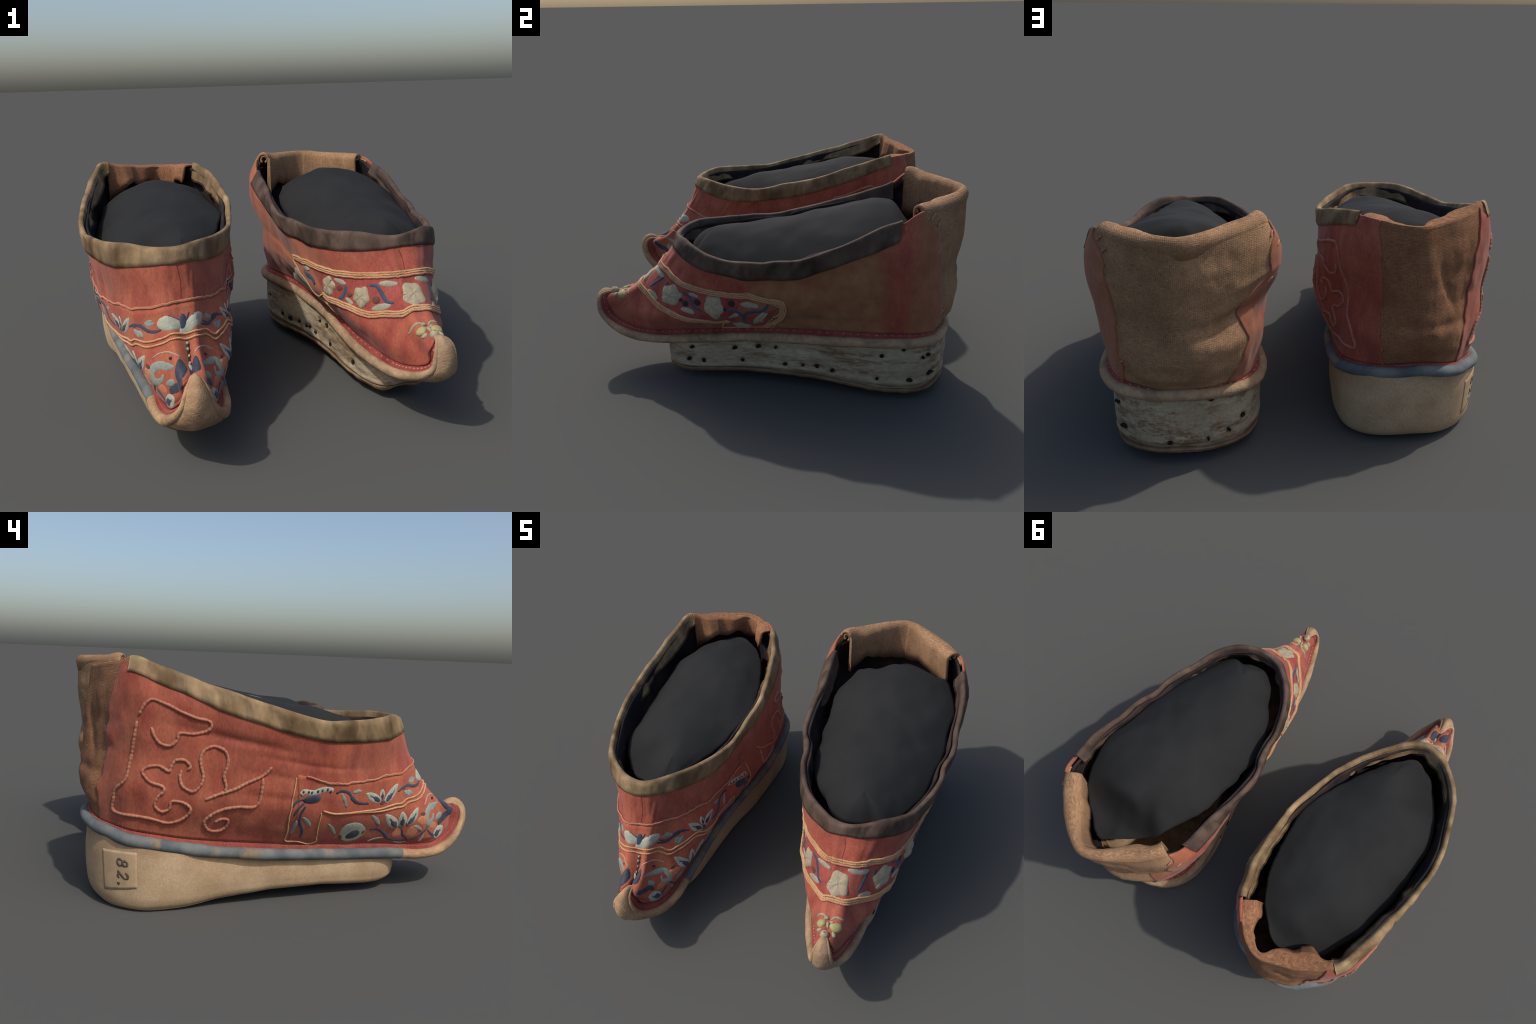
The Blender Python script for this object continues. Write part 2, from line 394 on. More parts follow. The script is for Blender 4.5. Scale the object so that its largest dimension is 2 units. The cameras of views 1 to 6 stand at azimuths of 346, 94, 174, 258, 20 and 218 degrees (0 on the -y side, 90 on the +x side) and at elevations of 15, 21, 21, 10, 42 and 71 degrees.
# =====================================================================
#  materials
# =====================================================================
class Mat:
    def __init__(s, name):
        s.m = bpy.data.materials.new(name); s.m.use_nodes = True
        s.t = s.m.node_tree; s.t.nodes.clear()
        s.out = s.n('ShaderNodeOutputMaterial'); s.b = s.n('ShaderNodeBsdfPrincipled')
        s.t.links.new(s.b.outputs[0], s.out.inputs[0])
        s.co = s.n('ShaderNodeTexCoord').outputs['Object']
        s.b.inputs['Specular IOR Level'].default_value = .2
    def n(s, kind, **kw):
        x = s.t.nodes.new(kind)
        for k, v in kw.items():
            setattr(x, k, v)
        return x
    def put(s, sock, v):
        if isinstance(v, bpy.types.NodeSocket):
            s.t.links.new(v, sock)
        elif isinstance(v, (tuple, list)) and len(v) == 3 and sock.type == 'RGBA':
            sock.default_value = (*v, 1)
        else:
            sock.default_value = v
    def map(s, scale=(1, 1, 1), rot=(0, 0, 0), loc=(0, 0, 0)):
        x = s.n('ShaderNodeMapping')
        s.put(x.inputs[0], s.co); x.inputs['Scale'].default_value = scale
        x.inputs['Rotation'].default_value = rot; x.inputs['Location'].default_value = loc
        return x.outputs[0]
    def noise(s, scale, detail=3, vec=None, rough=.55, dist=0):
        x = s.n('ShaderNodeTexNoise'); s.put(x.inputs['Vector'], vec or s.co)
        x.inputs['Scale'].default_value = scale; x.inputs['Detail'].default_value = detail
        x.inputs['Roughness'].default_value = rough; x.inputs['Distortion'].default_value = dist
        return x.outputs[0]
    def wave(s, scale, vec=None, dist=0, axis='X', dscale=1):
        x = s.n('ShaderNodeTexWave', bands_direction=axis); s.put(x.inputs['Vector'], vec or s.co)
        x.inputs['Scale'].default_value = scale; x.inputs['Distortion'].default_value = dist
        x.inputs['Detail Scale'].default_value = dscale
        return x.outputs['Fac']
    def ramp(s, f, *stops):
        x = s.n('ShaderNodeValToRGB'); s.put(x.inputs[0], f)
        e = x.color_ramp.elements
        while len(e) < len(stops):
            e.new(.5)
        for k, (p, c) in zip(e, stops):
            k.position = p; k.color = (*c, 1) if isinstance(c, (tuple, list)) else (c, c, c, 1)
        return x.outputs[0]
    def mix(s, f, a, b, mode='MIX'):
        x = s.n('ShaderNodeMix', data_type='RGBA', blend_type=mode)
        s.put(x.inputs[0], f); s.put(x.inputs[6], a); s.put(x.inputs[7], b)
        return x.outputs[2]
    def math(s, op, a, b=0, c=None):
        x = s.n('ShaderNodeMath', operation=op); s.put(x.inputs[0], a); s.put(x.inputs[1], b)
        if c is not None:
            s.put(x.inputs[2], c)
        return x.outputs[0]
    def axis(s, i):
        x = s.n('ShaderNodeSeparateXYZ'); s.put(x.inputs[0], s.co); return x.outputs[i]
    def band(s, v, lo0, lo1, hi0, hi1):
        """1 between lo1 and hi0, soft towards lo0 and hi1"""
        a = s.n('ShaderNodeMapRange', interpolation_type='SMOOTHSTEP'); s.put(a.inputs[0], v)
        a.inputs[1].default_value = lo0; a.inputs[2].default_value = lo1
        b = s.n('ShaderNodeMapRange', interpolation_type='SMOOTHSTEP'); s.put(b.inputs[0], v)
        b.inputs[1].default_value = hi0; b.inputs[2].default_value = hi1
        return s.math('MULTIPLY', a.outputs[0], s.math('SUBTRACT', 1.0, b.outputs[0]))
    def weave(s, period, axes='XZ', wob=.6):
        """two crossing sets of threads, 0..1"""
        k = .314159 * 1.0 / period       # wave texture: one period = 2*pi/(20*scale)
        a = s.wave(k, dist=wob, axis=axes[0], dscale=2); b = s.wave(k, dist=wob, axis=axes[1], dscale=2)
        return s.math('MULTIPLY', s.math('ADD', a, .0), b), a, b
    def done(s, colour, rough=.85, bump=None, strength=.3, dist=.004, sheen=0):
        s.put(s.b.inputs['Base Color'], colour); s.put(s.b.inputs['Roughness'], rough)
        if sheen:
            s.b.inputs['Sheen Weight'].default_value = sheen
        if bump is not None:
            x = s.n('ShaderNodeBump'); s.put(x.inputs['Height'], bump)
            x.inputs['Strength'].default_value = strength; x.inputs['Distance'].default_value = dist
            s.t.links.new(x.outputs[0], s.b.inputs['Normal'])
        return s.m

def plain(name, c, var=.25, scale=40, rough=.85, bump=.2):
    m = Mat(name); f = m.noise(scale, 4)
    col = m.mix(m.ramp(f, (.3, 0.), (.7, 1.)), tuple(x * (1 - var) for x in c), tuple(min(1, x * (1 + var)) for x in c))
    return m.done(col, rough, m.noise(scale * 4, 3), bump, .003)

def red_silk(name, base, pale, deep):
    m = Mat(name)
    big = m.ramp(m.noise(3.2, 3), (.35, 0.), (.68, 1.))
    st = m.ramp(m.noise(9, 4, m.map((1.4, 1.4, .6))), (.42, 0.), (.72, 1.))
    fine = m.noise(110, 3, m.map((1, 1, .5)))
    c = m.mix(m.math('MULTIPLY', big, .75), base, pale)
    c = m.mix(m.math('MULTIPLY', st, .8), c, deep)
    worn = m.ramp(m.noise(5.5, 6, None, .65), (.50, 0.), (.68, 1.))
    c = m.mix(m.math('MULTIPLY', worn, .45), c, tuple(.55 * a + .45 * b for a, b in zip(deep, (.22, .10, .055))))
    c = m.mix(.5, c, m.ramp(fine, (.3, .62), (.7, 1.25)), 'MULTIPLY')
    return m, c, fine

# =====================================================================
#  parts shared by both shoes
# =====================================================================
def seam_u(d, v):
    """left and right edge of the heel cloth"""
    return table(v, d['seam_left']), table(v, d['seam_right'])

def patch(W, uL, uR, vs, nu):
    """(u, v) grid between two edges given per row"""
    t = np.linspace(0, 1, nu)[None, :]
    U = np.asarray(uL)[:, None] * (1 - t) + np.asarray(uR)[:, None] * t
    return U, np.broadcast_to(np.asarray(vs)[:, None], U.shape)

def build_upper(d, root, M):
    W = d['W']
    vs = np.linspace(0, .985, 66)
    a, b = seam_u(d, vs)
    # ragged cut edge of the silk where it laps over the heel cloth
    a = a + .004 * fbm(np.stack([vs * 14, vs * 0, vs * 0 + 1.5], 1), 5); b = b + .004 * fbm(np.stack([vs * 14, vs * 0, vs * 0 + 7.5], 1), 6)
    U, V = patch(W, a, b, vs, 2 * NU - 40)
    low = np.interp(U % 2, [q for q, _ in d['bind_low']], [q for _, q in d['bind_low']], left=2, right=2)
    lift = .007 - .009 * smooth(low + .01, low + .04, V)          # lies flat under the binding
    P = W.P(U, V, lift); Q = W.P(U, V, -.007)
    d['upper'] = add('upper', *slab(P, Q), M['red'], root)
    # lining, all the way round
    vs = np.linspace(.1, .97, 30); us = np.linspace(0, 2, 240, endpoint=False)
    U, V = np.meshgrid(us, vs)
    add('lining', *slab(W.P(U, V, -.020), W.P(U, V, -.032), True), M['lining'], root)

def build_binding(d, root, M):
    W = d['W']; u0, u1 = d['bind']
    us = np.linspace(u0, u1, 420)
    low = table(us, d['bind_low'])
    low = low + .004 * fbm(np.stack([us * 12, us * 0, us * 0], 1), d['seed'] + 4)
    rows = []
    rise = .007 * fbm(np.stack([us * 9, us * 0, us * 0 + 3], 1), d['seed'] + 8)
    wr = .0045 * fbm(np.stack([us * 40, us * 0, us * 0 + 5], 1), d['seed'] + 2)
    top = W.P(us, us * 0 + 1)
    nh = W.Nn(us, us * 0 + .97); nh[:, 2] = 0; nh /= np.linalg.norm(nh, axis=1, keepdims=True)
    z = np.array([0, 0, 1.])
    for q, off in ((0, .006), (.02, .0125), (.25, .0135), (.5, .0125), (.75, .012), (.95, .011)):
        v = low * (1 - q) + q * .985
        rows.append(W.P(us, v, 0) + W.Nn(us, v) * (off + wr * (q > .03))[:, None] if True else 0)
    for ang in (25, 60, 95, 130, 160):
        a = math.radians(ang)
        rows.append(top + nh * (.013 * math.cos(a) - .003) + z * (.010 * math.sin(a) - .003) + z * rise[:, None])
    # inner side, a turned-in hem with puckers
    hem = d['hem'] * (1 + .35 * fbm(np.stack([us * 7, us * 0, us * 0 + 9], 1), d['seed'] + 3, 2))
    puck = .011 * fbm(np.stack([us * 26, us * 0, us * 0 + 2], 1), d['seed'] + 6, 2)
    for q in (.25, .6, .97):
        rows.append(top - nh * (.016 + .020 * q + .9 * puck * q)[:, None] - z * (hem * q)[:, None])
    q = .97
    rows.append(top - nh * (.022 + .020 * q + puck * q)[:, None] - z * (hem * 1.0)[:, None])
    P = np.array(rows)
    # inner face of the strip closes the section
    inner = np.array([W.P(us, low * (1 - q) + q * .985, -.004) for q in (0, .25, .5, .75, .95)])
    back = np.array([top - nh * .010 - z * .02, top - nh * .014 - z * (hem * .6)[:, None]])
    ring = np.vstack([P, back[::-1], inner[::-1]])
    n, m, _ = ring.shape
    V = ring.transpose(1, 0, 2).reshape(-1, 3)
    F = grid_faces(m, n, True)
    F.append(tuple(range(n))); F.append(tuple((m - 1) * n + i for i in range(n))[::-1])
    add('binding', V, orient(V, F), M['binding'], root)

def build_welt(d, root, M):
    E, S, f, isl, nE = d['E'], d['S'], d['f'], d['isl'], d['nE']
    n2 = len(E)
    # piping roll round the sole edge
    rad = table(f, d['pipe'])
    cen = E - nE * (rad * .85)[:, None]; cen[:, 2] += rad * .75
    cen = smooth_loop(cen, 6)
    rad = rad * (1 + .06 * fbm(E * 12, d['seed'] + 21, 2))
    cen = cen + .003 * np.stack([fbm(E * 7, 31, 2), fbm(E * 7, 32, 2), fbm(E * 7, 33, 2)], 1)
    d['pipe_c'], d['pipe_r'] = cen, rad
    idx = np.arange(n2)
    spans = []
    if d['blue']:
        k = int(d['blue_l'] * NU); k2 = n2 - int(d['blue_r'] * NU)
        spans.append(('piping', np.r_[idx[k2:], idx[:k + 1]], 'piping'))
        spans.append(('toe_edge', idx[k:k2 + 1], 'beige'))
    else:
        spans.append(('piping', idx, 'beige'))
    for nm, ii, mt in spans:
        cl = len(ii) == n2
        g = 1.0 if mt == 'beige' else 1.06
        V, F = tube(cen[ii], rad[ii] * g, 14, closed=cl)
        add(nm, V, orient(V, F), M[mt], root)
    # red ledge between piping and wall
    rows = []
    inner = d['W'].P(np.arange(n2) / NU, np.zeros(n2), -.004)
    lip = cen + np.array([0, 0, 1.]) * (rad * .45)[:, None]
    for q in np.linspace(0, 1, 7):
        rows.append(lip * (1 - q) + inner * q + np.array([0, 0, .006]) * math.sin(math.pi * q))
    P = np.array(rows); Q = P - np.array([0, 0, .012])
    add('ledge', *slab(P, Q, True), M['ledge'], root)
    d['ledge_P'] = P
    # underside of the sole board, rising like a prow at the toe
    L = cen[:NU + 1]; Rr = np.vstack([cen[NU:], cen[:1]])[::-1]
    ff = np.linspace(0, 1, NU + 1)
    sag = table(ff, d['sag'])
    mid = (L + Rr) / 2
    tan = np.gradient(mid, axis=0); tan[:, 0] = 0
    tan = smooth_loop(tan, 0); tan /= np.maximum(np.linalg.norm(tan, axis=1, keepdims=True), 1e-9)
    out = np.stack([0 * ff, -tan[:, 2], tan[:, 1]], 1)          # below, ahead, then above the tip
    out[:6] = (0, 0, -1)
    for _ in range(8):
        out[1:-1] = .25 * out[:-2] + .5 * out[1:-1] + .25 * out[2:]
    out /= np.linalg.norm(out, axis=1, keepdims=True)
    ts = np.linspace(0, 1, 25)
    rows, rows2 = [], []
    for t in ts:
        c = 1 - (2 * t - 1) ** 2
        low = L * (1 - t) + Rr * t + out * (sag * c ** .7 + table(ff, d['pipe']) * .8)[:, None]
        wr = .005 * fbm(low * np.array([16, 5, 5]), d['seed'] + 41, 2) * c * smooth(.7, .85, ff)
        rows.append(low + out * wr[:, None]); rows2.append(L * (1 - t) + Rr * t - out * .004)
    P = np.array(rows)[:, 2:]; Q = np.array(rows2)[:, 2:]
    add('sole_board', *slab(P, Q), M['beige'], root)

def build_block(d, root, M):
    K = d['K']
    G = K.G.copy()
    for (u, v, r, dep) in d.get('pits', ()):
        c = K.P(u, v); w = np.exp(-(np.linalg.norm(G - c, axis=2) / r) ** 2)
        G -= K.N * (w * dep)[..., None]
    nv, nu, _ = G.shape
    V = G.reshape(-1, 3); F = grid_faces(nv, nu, True)
    # bottom and top caps: rows across from left half to right half
    def cap(j, flip):
        base = j * nu; q = []
        for i in range(1, NU - 1):
            a, b = base + i, base + i + 1
            c, e = base + (nu - i - 1), base + (nu - i) % nu
            q.append((a, b, c, e))
        q.append((base, base + 1, base + nu - 1)); q.append((base + NU - 1, base + NU, base + NU + 1))
        return [tuple(reversed(x)) for x in q] if flip else q
    F += cap(0, False) + cap(nv - 1, True)
    o = add('heel_block', V, orient(V, F), M['block'], root)
    return o

def build_padding(d, root, M):
    f = np.linspace(0, 2, 160, endpoint=False)
    O = spline(d['pad_outline'], 12, True); O = resample(np.vstack([O, O[:1]]), 161)[:-1]
    cO = O.mean(0)
    O = cO + (O - cO) * (.975 + .035 * fbm(np.stack([O[:, 0] * 7, O[:, 1] * 7, 0 * O[:, 0]], 1), d['seed'] + 52, 3))[:, None]
    side = smooth(-.25, .25, O[:, 0] - d['pad_cx'])
    rimz = table(O[:, 1], d['pad_edge'], 1) * (1 - side) + table(O[:, 1], d['pad_edge'], 2) * side
    rimz = rimz + .02 * fbm(np.stack([O[:, 0] * 5, O[:, 1] * 5, 0 * O[:, 0]], 1), d['seed'] + 55, 2)
    cx = d['pad_cx']
    sp = np.stack([np.full(len(O), cx) + d.get('pad_lean', 0) * O[:, 1], np.clip(O[:, 1] * .8 + .03, -.33, .6)], 1)
    rows = []
    e = np.stack([O[:, 0], O[:, 1], rimz], 1)
    for dz, s in ((-.22, .62), (-.08, .93), (-.02, .99)):
        rows.append(np.stack([cx + (O[:, 0] - cx) * s, O[:, 1] * s + .02 * (1 - s), rimz + dz], 1))
    for q in np.linspace(0, .96, 22):
        xy = O * (1 - q) + sp * q
        zr = table(xy[:, 1], d['pad_ridge'])
        z = rimz * (1 - q) + zr * q
        z = rimz + (zr - rimz) * (1 - (1 - q) ** 2.0)
        p = np.stack([xy[:, 0], xy[:, 1], z], 1)
        p[:, 2] += .011 * fbm(p * 4, d['seed'] + 50, 3) * min(1, q * 5)
        rows.append(p)
    for (dx, dy, r, dep) in d.get('pad_dents', ()):
        for p in rows:
            p[:, 2] -= dep * np.exp(-((p[:, 0] - dx) ** 2 + (p[:, 1] - dy) ** 2) / r ** 2)
    P = np.array(rows); nv, nu, _ = P.shape
    V = P.reshape(-1, 3); F = grid_faces(nv, nu, True)
    # close the crest: the last ring is a flat line, zip its two sides
    b = (nv - 1) * nu
    F.append(tuple(range(nu))[::-1])
    h = nu // 2
    for i in range(1, h - 1):
        F.append((b + i, b + i + 1, b + (nu - i - 1), b + (nu - i)))
    F.append((b, b + 1, b + nu - 1)); F.append((b + h - 1, b + h, b + h + 1))
    add('padding', V, orient(V, F), M['pad'], root)

def build_heel_cloth(d, root, M):
    W = d['W']
    vs = np.linspace(.0, d['cloth_top'], 60)
    a, b = seam_u(d, vs)
    a = a + .02; b = b - .02 - 2
    U, V = patch(W, b, a, vs, 110)
    P = W.P(U, V, .001); Q = W.P(U, V, -.018)
    # fold over the top: outer face, crest, inner flap
    us = np.linspace(d['fold'][0], d['fold'][1], 110)
    top = W.P(us, us * 0 + d['cloth_top']); nh = W.Nn(us, us * 0 + .9); nh[:, 2] = 0
    nh /= np.linalg.norm(nh, axis=1, keepdims=True)
    th = table(us, d['fold_thick'])
    crest = table(us, d['fold_crest'])
    s = fbm(np.stack([us * 9, us * 0, us * 0 + 4], 1), d['seed'] + 61, 3)
    s2 = fbm(np.stack([us * 16, us * 0, us * 0 + 8], 1), d['seed'] + 62, 2)
    th = th * (1 + d['crumple'] * s2); crest = crest * (1 + 1.2 * d['crumple'] * s)
    z = np.array([0, 0, 1.])
    sec = []
    flap = d['flap'] * (1 + d['crumple'] * (s - s2))
    sec.append(top - nh * .006 - z * .06)
    for ang in np.linspace(0, 180, 11):
        r = math.radians(ang)
        sec.append(top + nh * (.004 - th * .5 + th * .5 * math.cos(r))[:, None] + z * (crest * math.sin(r) - .012)[:, None])
    for q in (.3, .65, 1.0):
        sec.append(top - nh * (th * (1 - d['lean_back'] * q) - .004 + (.012 + .05 * d['crumple'] * s2) * q * (1 + s))[:, None] - z * (.012 + flap * q)[:, None])
    outer = np.array(sec)
    # second layer just inside the first gives the roll its thickness
    sec2 = []
    t2 = .016
    sec2.append(top - nh * .016 - z * .06)
    for ang in np.linspace(0, 180, 11):
        r = math.radians(ang)
        k = np.maximum(th * .5 - t2, .004)
        sec2.append(top + nh * (.004 - th * .5 + k * math.cos(r))[:, None] + z * (np.maximum(crest - t2, .004) * math.sin(r) - .012)[:, None])
    for q in (.3, .65, 1.0):
        sec2.append(top - nh * (np.maximum(th * (1 - d['lean_back'] * q) - t2, .014) - .004 + (.012 + .05 * d['crumple'] * s2) * q * (1 + s))[:, None] - z * (.012 + flap * q)[:, None])
    inner = np.array(sec2)
    parts = [slab(P, Q), slab(outer, inner)]
    if d['roll']:
        # loose inner turn seen at the two ends of the roll
        c = top - nh * (th * .52)[:, None] + z * (crest * .25 - .01)[:, None]
        k = []
        for ang in np.linspace(-60, 250, 16):
            r = math.radians(ang)
            k.append(c + nh * (th * .26 * math.cos(r))[:, None] + z * (crest * .42 * math.sin(r))[:, None])
        k2 = [c + (p - c) * .62 for p in k]
        parts.append(slab(np.array(k), np.array(k2)))
    V, F = merge(parts)
    add('heel_cloth', V, F, M['cloth'], root)

A.update(
    seam_left=[(0, .095), (.08, .098), (.2, .1), (.4, .12), (.55, .128), (.72, .14), (.85, .155), (1, .178)],
    seam_right=[(0, 1.93), (.1, 1.925), (.3, 1.919), (.57, 1.922), (.8, 1.912), (1, 1.90)],
    bind=(.195, 1.836), bind_low=[(.18, .915), (.3, .887), (.47, .853), (.6, .848), (.8, .855), (.95, .848), (1.1, .862), (1.3, .851), (1.45, .85), (1.6, .873), (1.72, .897), (1.84, .915)],
    hem=.085, blue=True, blue_l=.735, blue_r=.735,
    pipe=[(0, .023), (.1, .025), (.2, .026), (.5, .024), (.75, .024), (.84, .022), (.9, .016), (.95, .010), (1, .007)],
    sag=[(0, 0), (.6, 0), (.72, .01), (.8, .025), (.86, .035), (.91, .035), (.95, .028), (.98, .014), (1, .0)],
    pad_cx=-.49, pad_lean=-.02,
    pad_outline=[(-.531, -.50), (-.42, -.40), (-.31, -.20), (-.235, -.03), (-.20, .12), (-.20, .3), (-.235, .46), (-.30, .6), (-.40, .72), (-.52, .775), (-.66, .72), (-.77, .55), (-.83, .35), (-.865, .15), (-.855, -.08), (-.80, -.27), (-.72, -.39), (-.63, -.475)],
    pad_edge=[(-.5, .78, .79), (-.2, .73, .78), (0, .74, .82), (.3, .79, .87), (.6, .88, .93), (.8, .88, .91)],
    pad_ridge=[(-.5, .79), (-.43, .808), (-.23, .855), (0, .90), (.15, .933), (.34, .972), (.5, .985), (.63, .97), (.72, .91), (.8, .85)],
    fold=(-.155, .192), cloth_top=.985, roll=False, flap=.12, crumple=.45, lean_back=.05, pad_dents=[(-.6, -.3, .1, .04)],
    fold_thick=[(-.16, .06), (-.1, .068), (0, .066), (.08, .064), (.2, .06)], fold_crest=[(-.16, .014), (0, .014), (.2, .018)],
)
B.update(
    seam_left=[(0, .085), (.1, .1), (.24, .12), (.34, .124), (.45, .12), (.57, .15), (.66, .19), (.81, .195), (.9, .22), (1, .225)],
    seam_right=[(0, 1.885), (.06, 1.887), (.24, 1.875), (.45, 1.862), (.7, 1.835), (.85, 1.81), (.93, 1.775), (1, 1.77)],
    bind=(.283, 1.709), bind_low=[(.28, .87), (.45, .83), (.63, .80), (.76, .835), (.97, .855), (1.1, .856), (1.2, .85), (1.3, .825), (1.4, .765), (1.48, .745), (1.55, .765), (1.62, .80), (1.72, .86)],
    hem=.075, blue=False,
    pipe=[(0, .026), (.2, .026), (.5, .026), (.75, .024), (.84, .022), (.9, .016), (.95, .010), (1, .007)],
    sag=[(0, 0), (.6, 0), (.72, .004), (.8, .012), (.86, .018), (.91, .024), (.95, .018), (.98, .010), (1, .0)],
    pad_cx=.53, pad_lean=0,
    pad_outline=[(.53, -.46), (.64, -.43), (.71, -.36), (.79, -.19), (.845, -.02), (.87, .15), (.88, .3), (.885, .42), (.855, .57), (.77, .74), (.67, .84), (.56, .885), (.43, .80), (.28, .65), (.215, .5), (.195, .3), (.19, .139), (.21, -.08), (.29, -.25), (.39, -.39)],
    pad_edge=[(-.5, .77, .77), (-.2, .71, .72), (0, .71, .74), (.3, .78, .83), (.6, .88, .88), (.9, .84, .79)],
    pad_ridge=[(-.5, .76), (-.40, .812), (-.245, .845), (-.164, .843), (-.04, .868), (.16, .901), (.36, .945), (.555, .99), (.62, .975), (.68, .90), (.75, .83), (.9, .78)],
    pad_dents=[(.42, .62, .045, .03), (.37, .75, .08, .045)],
    fold=(-.222, .222), cloth_top=.97, roll=True, flap=.18, crumple=.14, lean_back=.25,
    fold_thick=[(-.23, .10), (-.1, .085), (-.02, .05), (.03, .05), (.1, .075), (.23, .09)], fold_crest=[(-.23, .045), (-.05, .035), (.05, .035), (.23, .05)],
)

def materials(d):
    a = d['name'] == 'A'
    M = {}
    red, pale, deep = ((.31, .077, .043), (.365, .12, .066), (.20, .036, .026)) if a else ((.315, .075, .045), (.36, .115, .064), (.215, .031, .027))
    m, c, fine = red_silk('red_silk', red, pale, deep)
    if not a:
        # the outer rear panel is worn to a brown ground, crimson left at its borders
        yy = m.math('ADD', m.axis(1), m.math('MULTIPLY', m.math('SUBTRACT', m.noise(9, 4), .5), .22))
        worn = m.band(yy, -.16, -.03, .48, .62)
        worn = m.math('MULTIPLY', worn, m.band(m.axis(0), .16, .22, 2, 3))
        worn = m.math('MULTIPLY', worn, m.ramp(m.noise(7, 4), (.25, .75), (.6, 1.)))
        g = m.mix(m.ramp(m.noise(14, 4), (.35, 0.), (.65, 1.)), (.22, .095, .042), (.31, .145, .068))
        heel = m.math('MULTIPLY', m.band(yy, .64, .72, 2, 3), .6)
        c = m.mix(m.math('MAXIMUM', worn, heel), c, g)
        rub = m.math('MULTIPLY', m.band(m.axis(1), -.35, -.2, .5, .6), m.band(m.axis(0), -3, -2, -.2, -.12))
        c = m.mix(m.math('MULTIPLY', rub, .75), c, (.36, .125, .06))
    M['red'] = m.done(c, .7, fine, .3, .003, .1)
    m, c, fine = red_silk('red_ledge', (.23, .046, .035), (.28, .072, .05), (.14, .016, .016))
    M['ledge'] = m.done(c, .8, fine, .25, .003)
    m, c, fine = red_silk('band_silk', (.33, .085, .045) if a else (.30, .06, .045), (.40, .125, .062) if a else (.35, .08, .055), (.27, .045, .032) if a else (.19, .024, .024))
    M['band'] = m.done(c, .7, fine, .3, .003, .1)
    m = Mat('binding_cloth')
    g = m.noise(16, 5, m.map((1, 1, .22))); h = m.ramp(m.noise(6, 4), (.35, 0.), (.65, 1.))
    c = m.mix(h, (.115, .072, .034) if a else (.050, .033, .024), (.27, .185, .098) if a else (.105, .069, .050))
    c = m.mix(.75, c, m.ramp(g, (.3, .5), (.7, 1.5)), 'MULTIPLY')
    M['binding'] = m.done(c, .75, m.noise(120, 4, m.map((1, 1, .4))), .4, .004)
    m = Mat('dark_lining')
    c = m.mix(m.ramp(m.noise(7, 4), (.4, 0.), (.7, 1.)), (.012, .011, .012), (.045, .028, .022))
    M['lining'] = m.done(c, .9, m.noise(40, 3), .3, .004)
    M['pad'] = plain('black_padding', (.0165, .017, .017), .15, 5, .92, .15)
    m = Mat('heel_cloth_weave')
    w, x, y = m.weave(.0072 if not a else .006, 'XZ', 2.4)
    slub = m.math('ADD', m.math('MULTIPLY', m.noise(55, 3, m.map((1, 1, 12))), .5), m.math('MULTIPLY', m.noise(55, 3, m.map((12, 12, 1))), .5))
    base = (.32, .185, .098) if not a else (.26, .125, .062)
    c = m.mix(m.math('MULTIPLY', m.ramp(w, (.0, 1.), (.5, 0.)), m.ramp(m.noise(13, 3), (.3, .35), (.65, 1.))), tuple(1.05 * k for k in base), tuple(.72 * k for k in base))
    c = m.mix(.95, c, m.ramp(slub, (.38, .55), (.62, 1.4)), 'MULTIPLY')
    c = m.mix(.8, c, m.ramp(m.noise(6, 4), (.3, .72), (.7, 1.2)), 'MULTIPLY')
    M['cloth'] = m.done(c, .95, m.math('ADD', m.math('MULTIPLY', w, .55), m.math('MULTIPLY', slub, 1.4)), .4, .005)
    if a:
        m = Mat('sole_cloth')
        w, x, y = m.weave(.009, 'YZ', 2.0)
        fib = m.math('ADD', m.math('MULTIPLY', m.noise(60, 3, m.map((3, 1, 9), (.7, 0, 0))), .5), m.math('MULTIPLY', m.noise(60, 3, m.map((3, 9, 1), (.7, 0, 0))), .5))
        c = m.mix(m.ramp(m.noise(5, 5), (.3, 0.), (.7, 1.)), (.32, .21, .115), (.46, .335, .205))
        c = m.mix(.7, c, m.ramp(fib, (.38, .72), (.62, 1.25)), 'MULTIPLY')
        M['block'] = m.done(c, .95, fib, .3, .004)
    else:
        def hide(name, light, mid):
            m = Mat(name)
            s = m.noise(5, 6, m.map((1.6, .5, 3.0)), .6); k = m.noise(13, 6, m.map((1.2, .55, 3.0)), .72)
            stain = m.math('MULTIPLY', m.ramp(s, (.40, 0.), (.56, 1.)), m.ramp(k, (.44, 0.), (.56, 1.)))
            c = m.mix(m.ramp(m.noise(4, 4), (.35, 0.), (.65, 1.)), light, mid)
            c = m.mix(m.math('MULTIPLY', stain, .8), c, (.16, .08, .04))
            c = m.mix(.6, c, m.ramp(m.noise(80, 4, m.map((1, .35, 1))), (.3, .7), (.7, 1.25)), 'MULTIPLY')
            return m.done(c, .9, m.math('ADD', k, m.noise(90, 3)), .35, .006)
        M['block'] = hide('worn_sole_leather', (.40, .335, .225), (.31, .245, .155))
        M['outsole'] = hide('outsole_leather', (.25, .175, .105), (.16, .095, .055))
    b = (.36, .225, .125) if a else (.33, .22, .13)
    m = Mat('beige_sole_edge')
    k = m.noise(11, 5); g = m.noise(45, 4)
    c = m.mix(m.ramp(k, (.35, 0.), (.65, 1.)), tuple(.72 * q for q in b), tuple(1.12 * q for q in b))
    c = m.mix(.6, c, m.ramp(g, (.3, .7), (.7, 1.3)), 'MULTIPLY')
    M['beige'] = m.done(c, .9, m.math('ADD', g, m.noise(140, 2)), .5, .005)
    m = Mat('blue_piping_cloth')
    c = m.mix(m.ramp(m.noise(8, 5), (.38, 0.), (.62, 1.)), (.082, .098, .102), (.155, .165, .155))
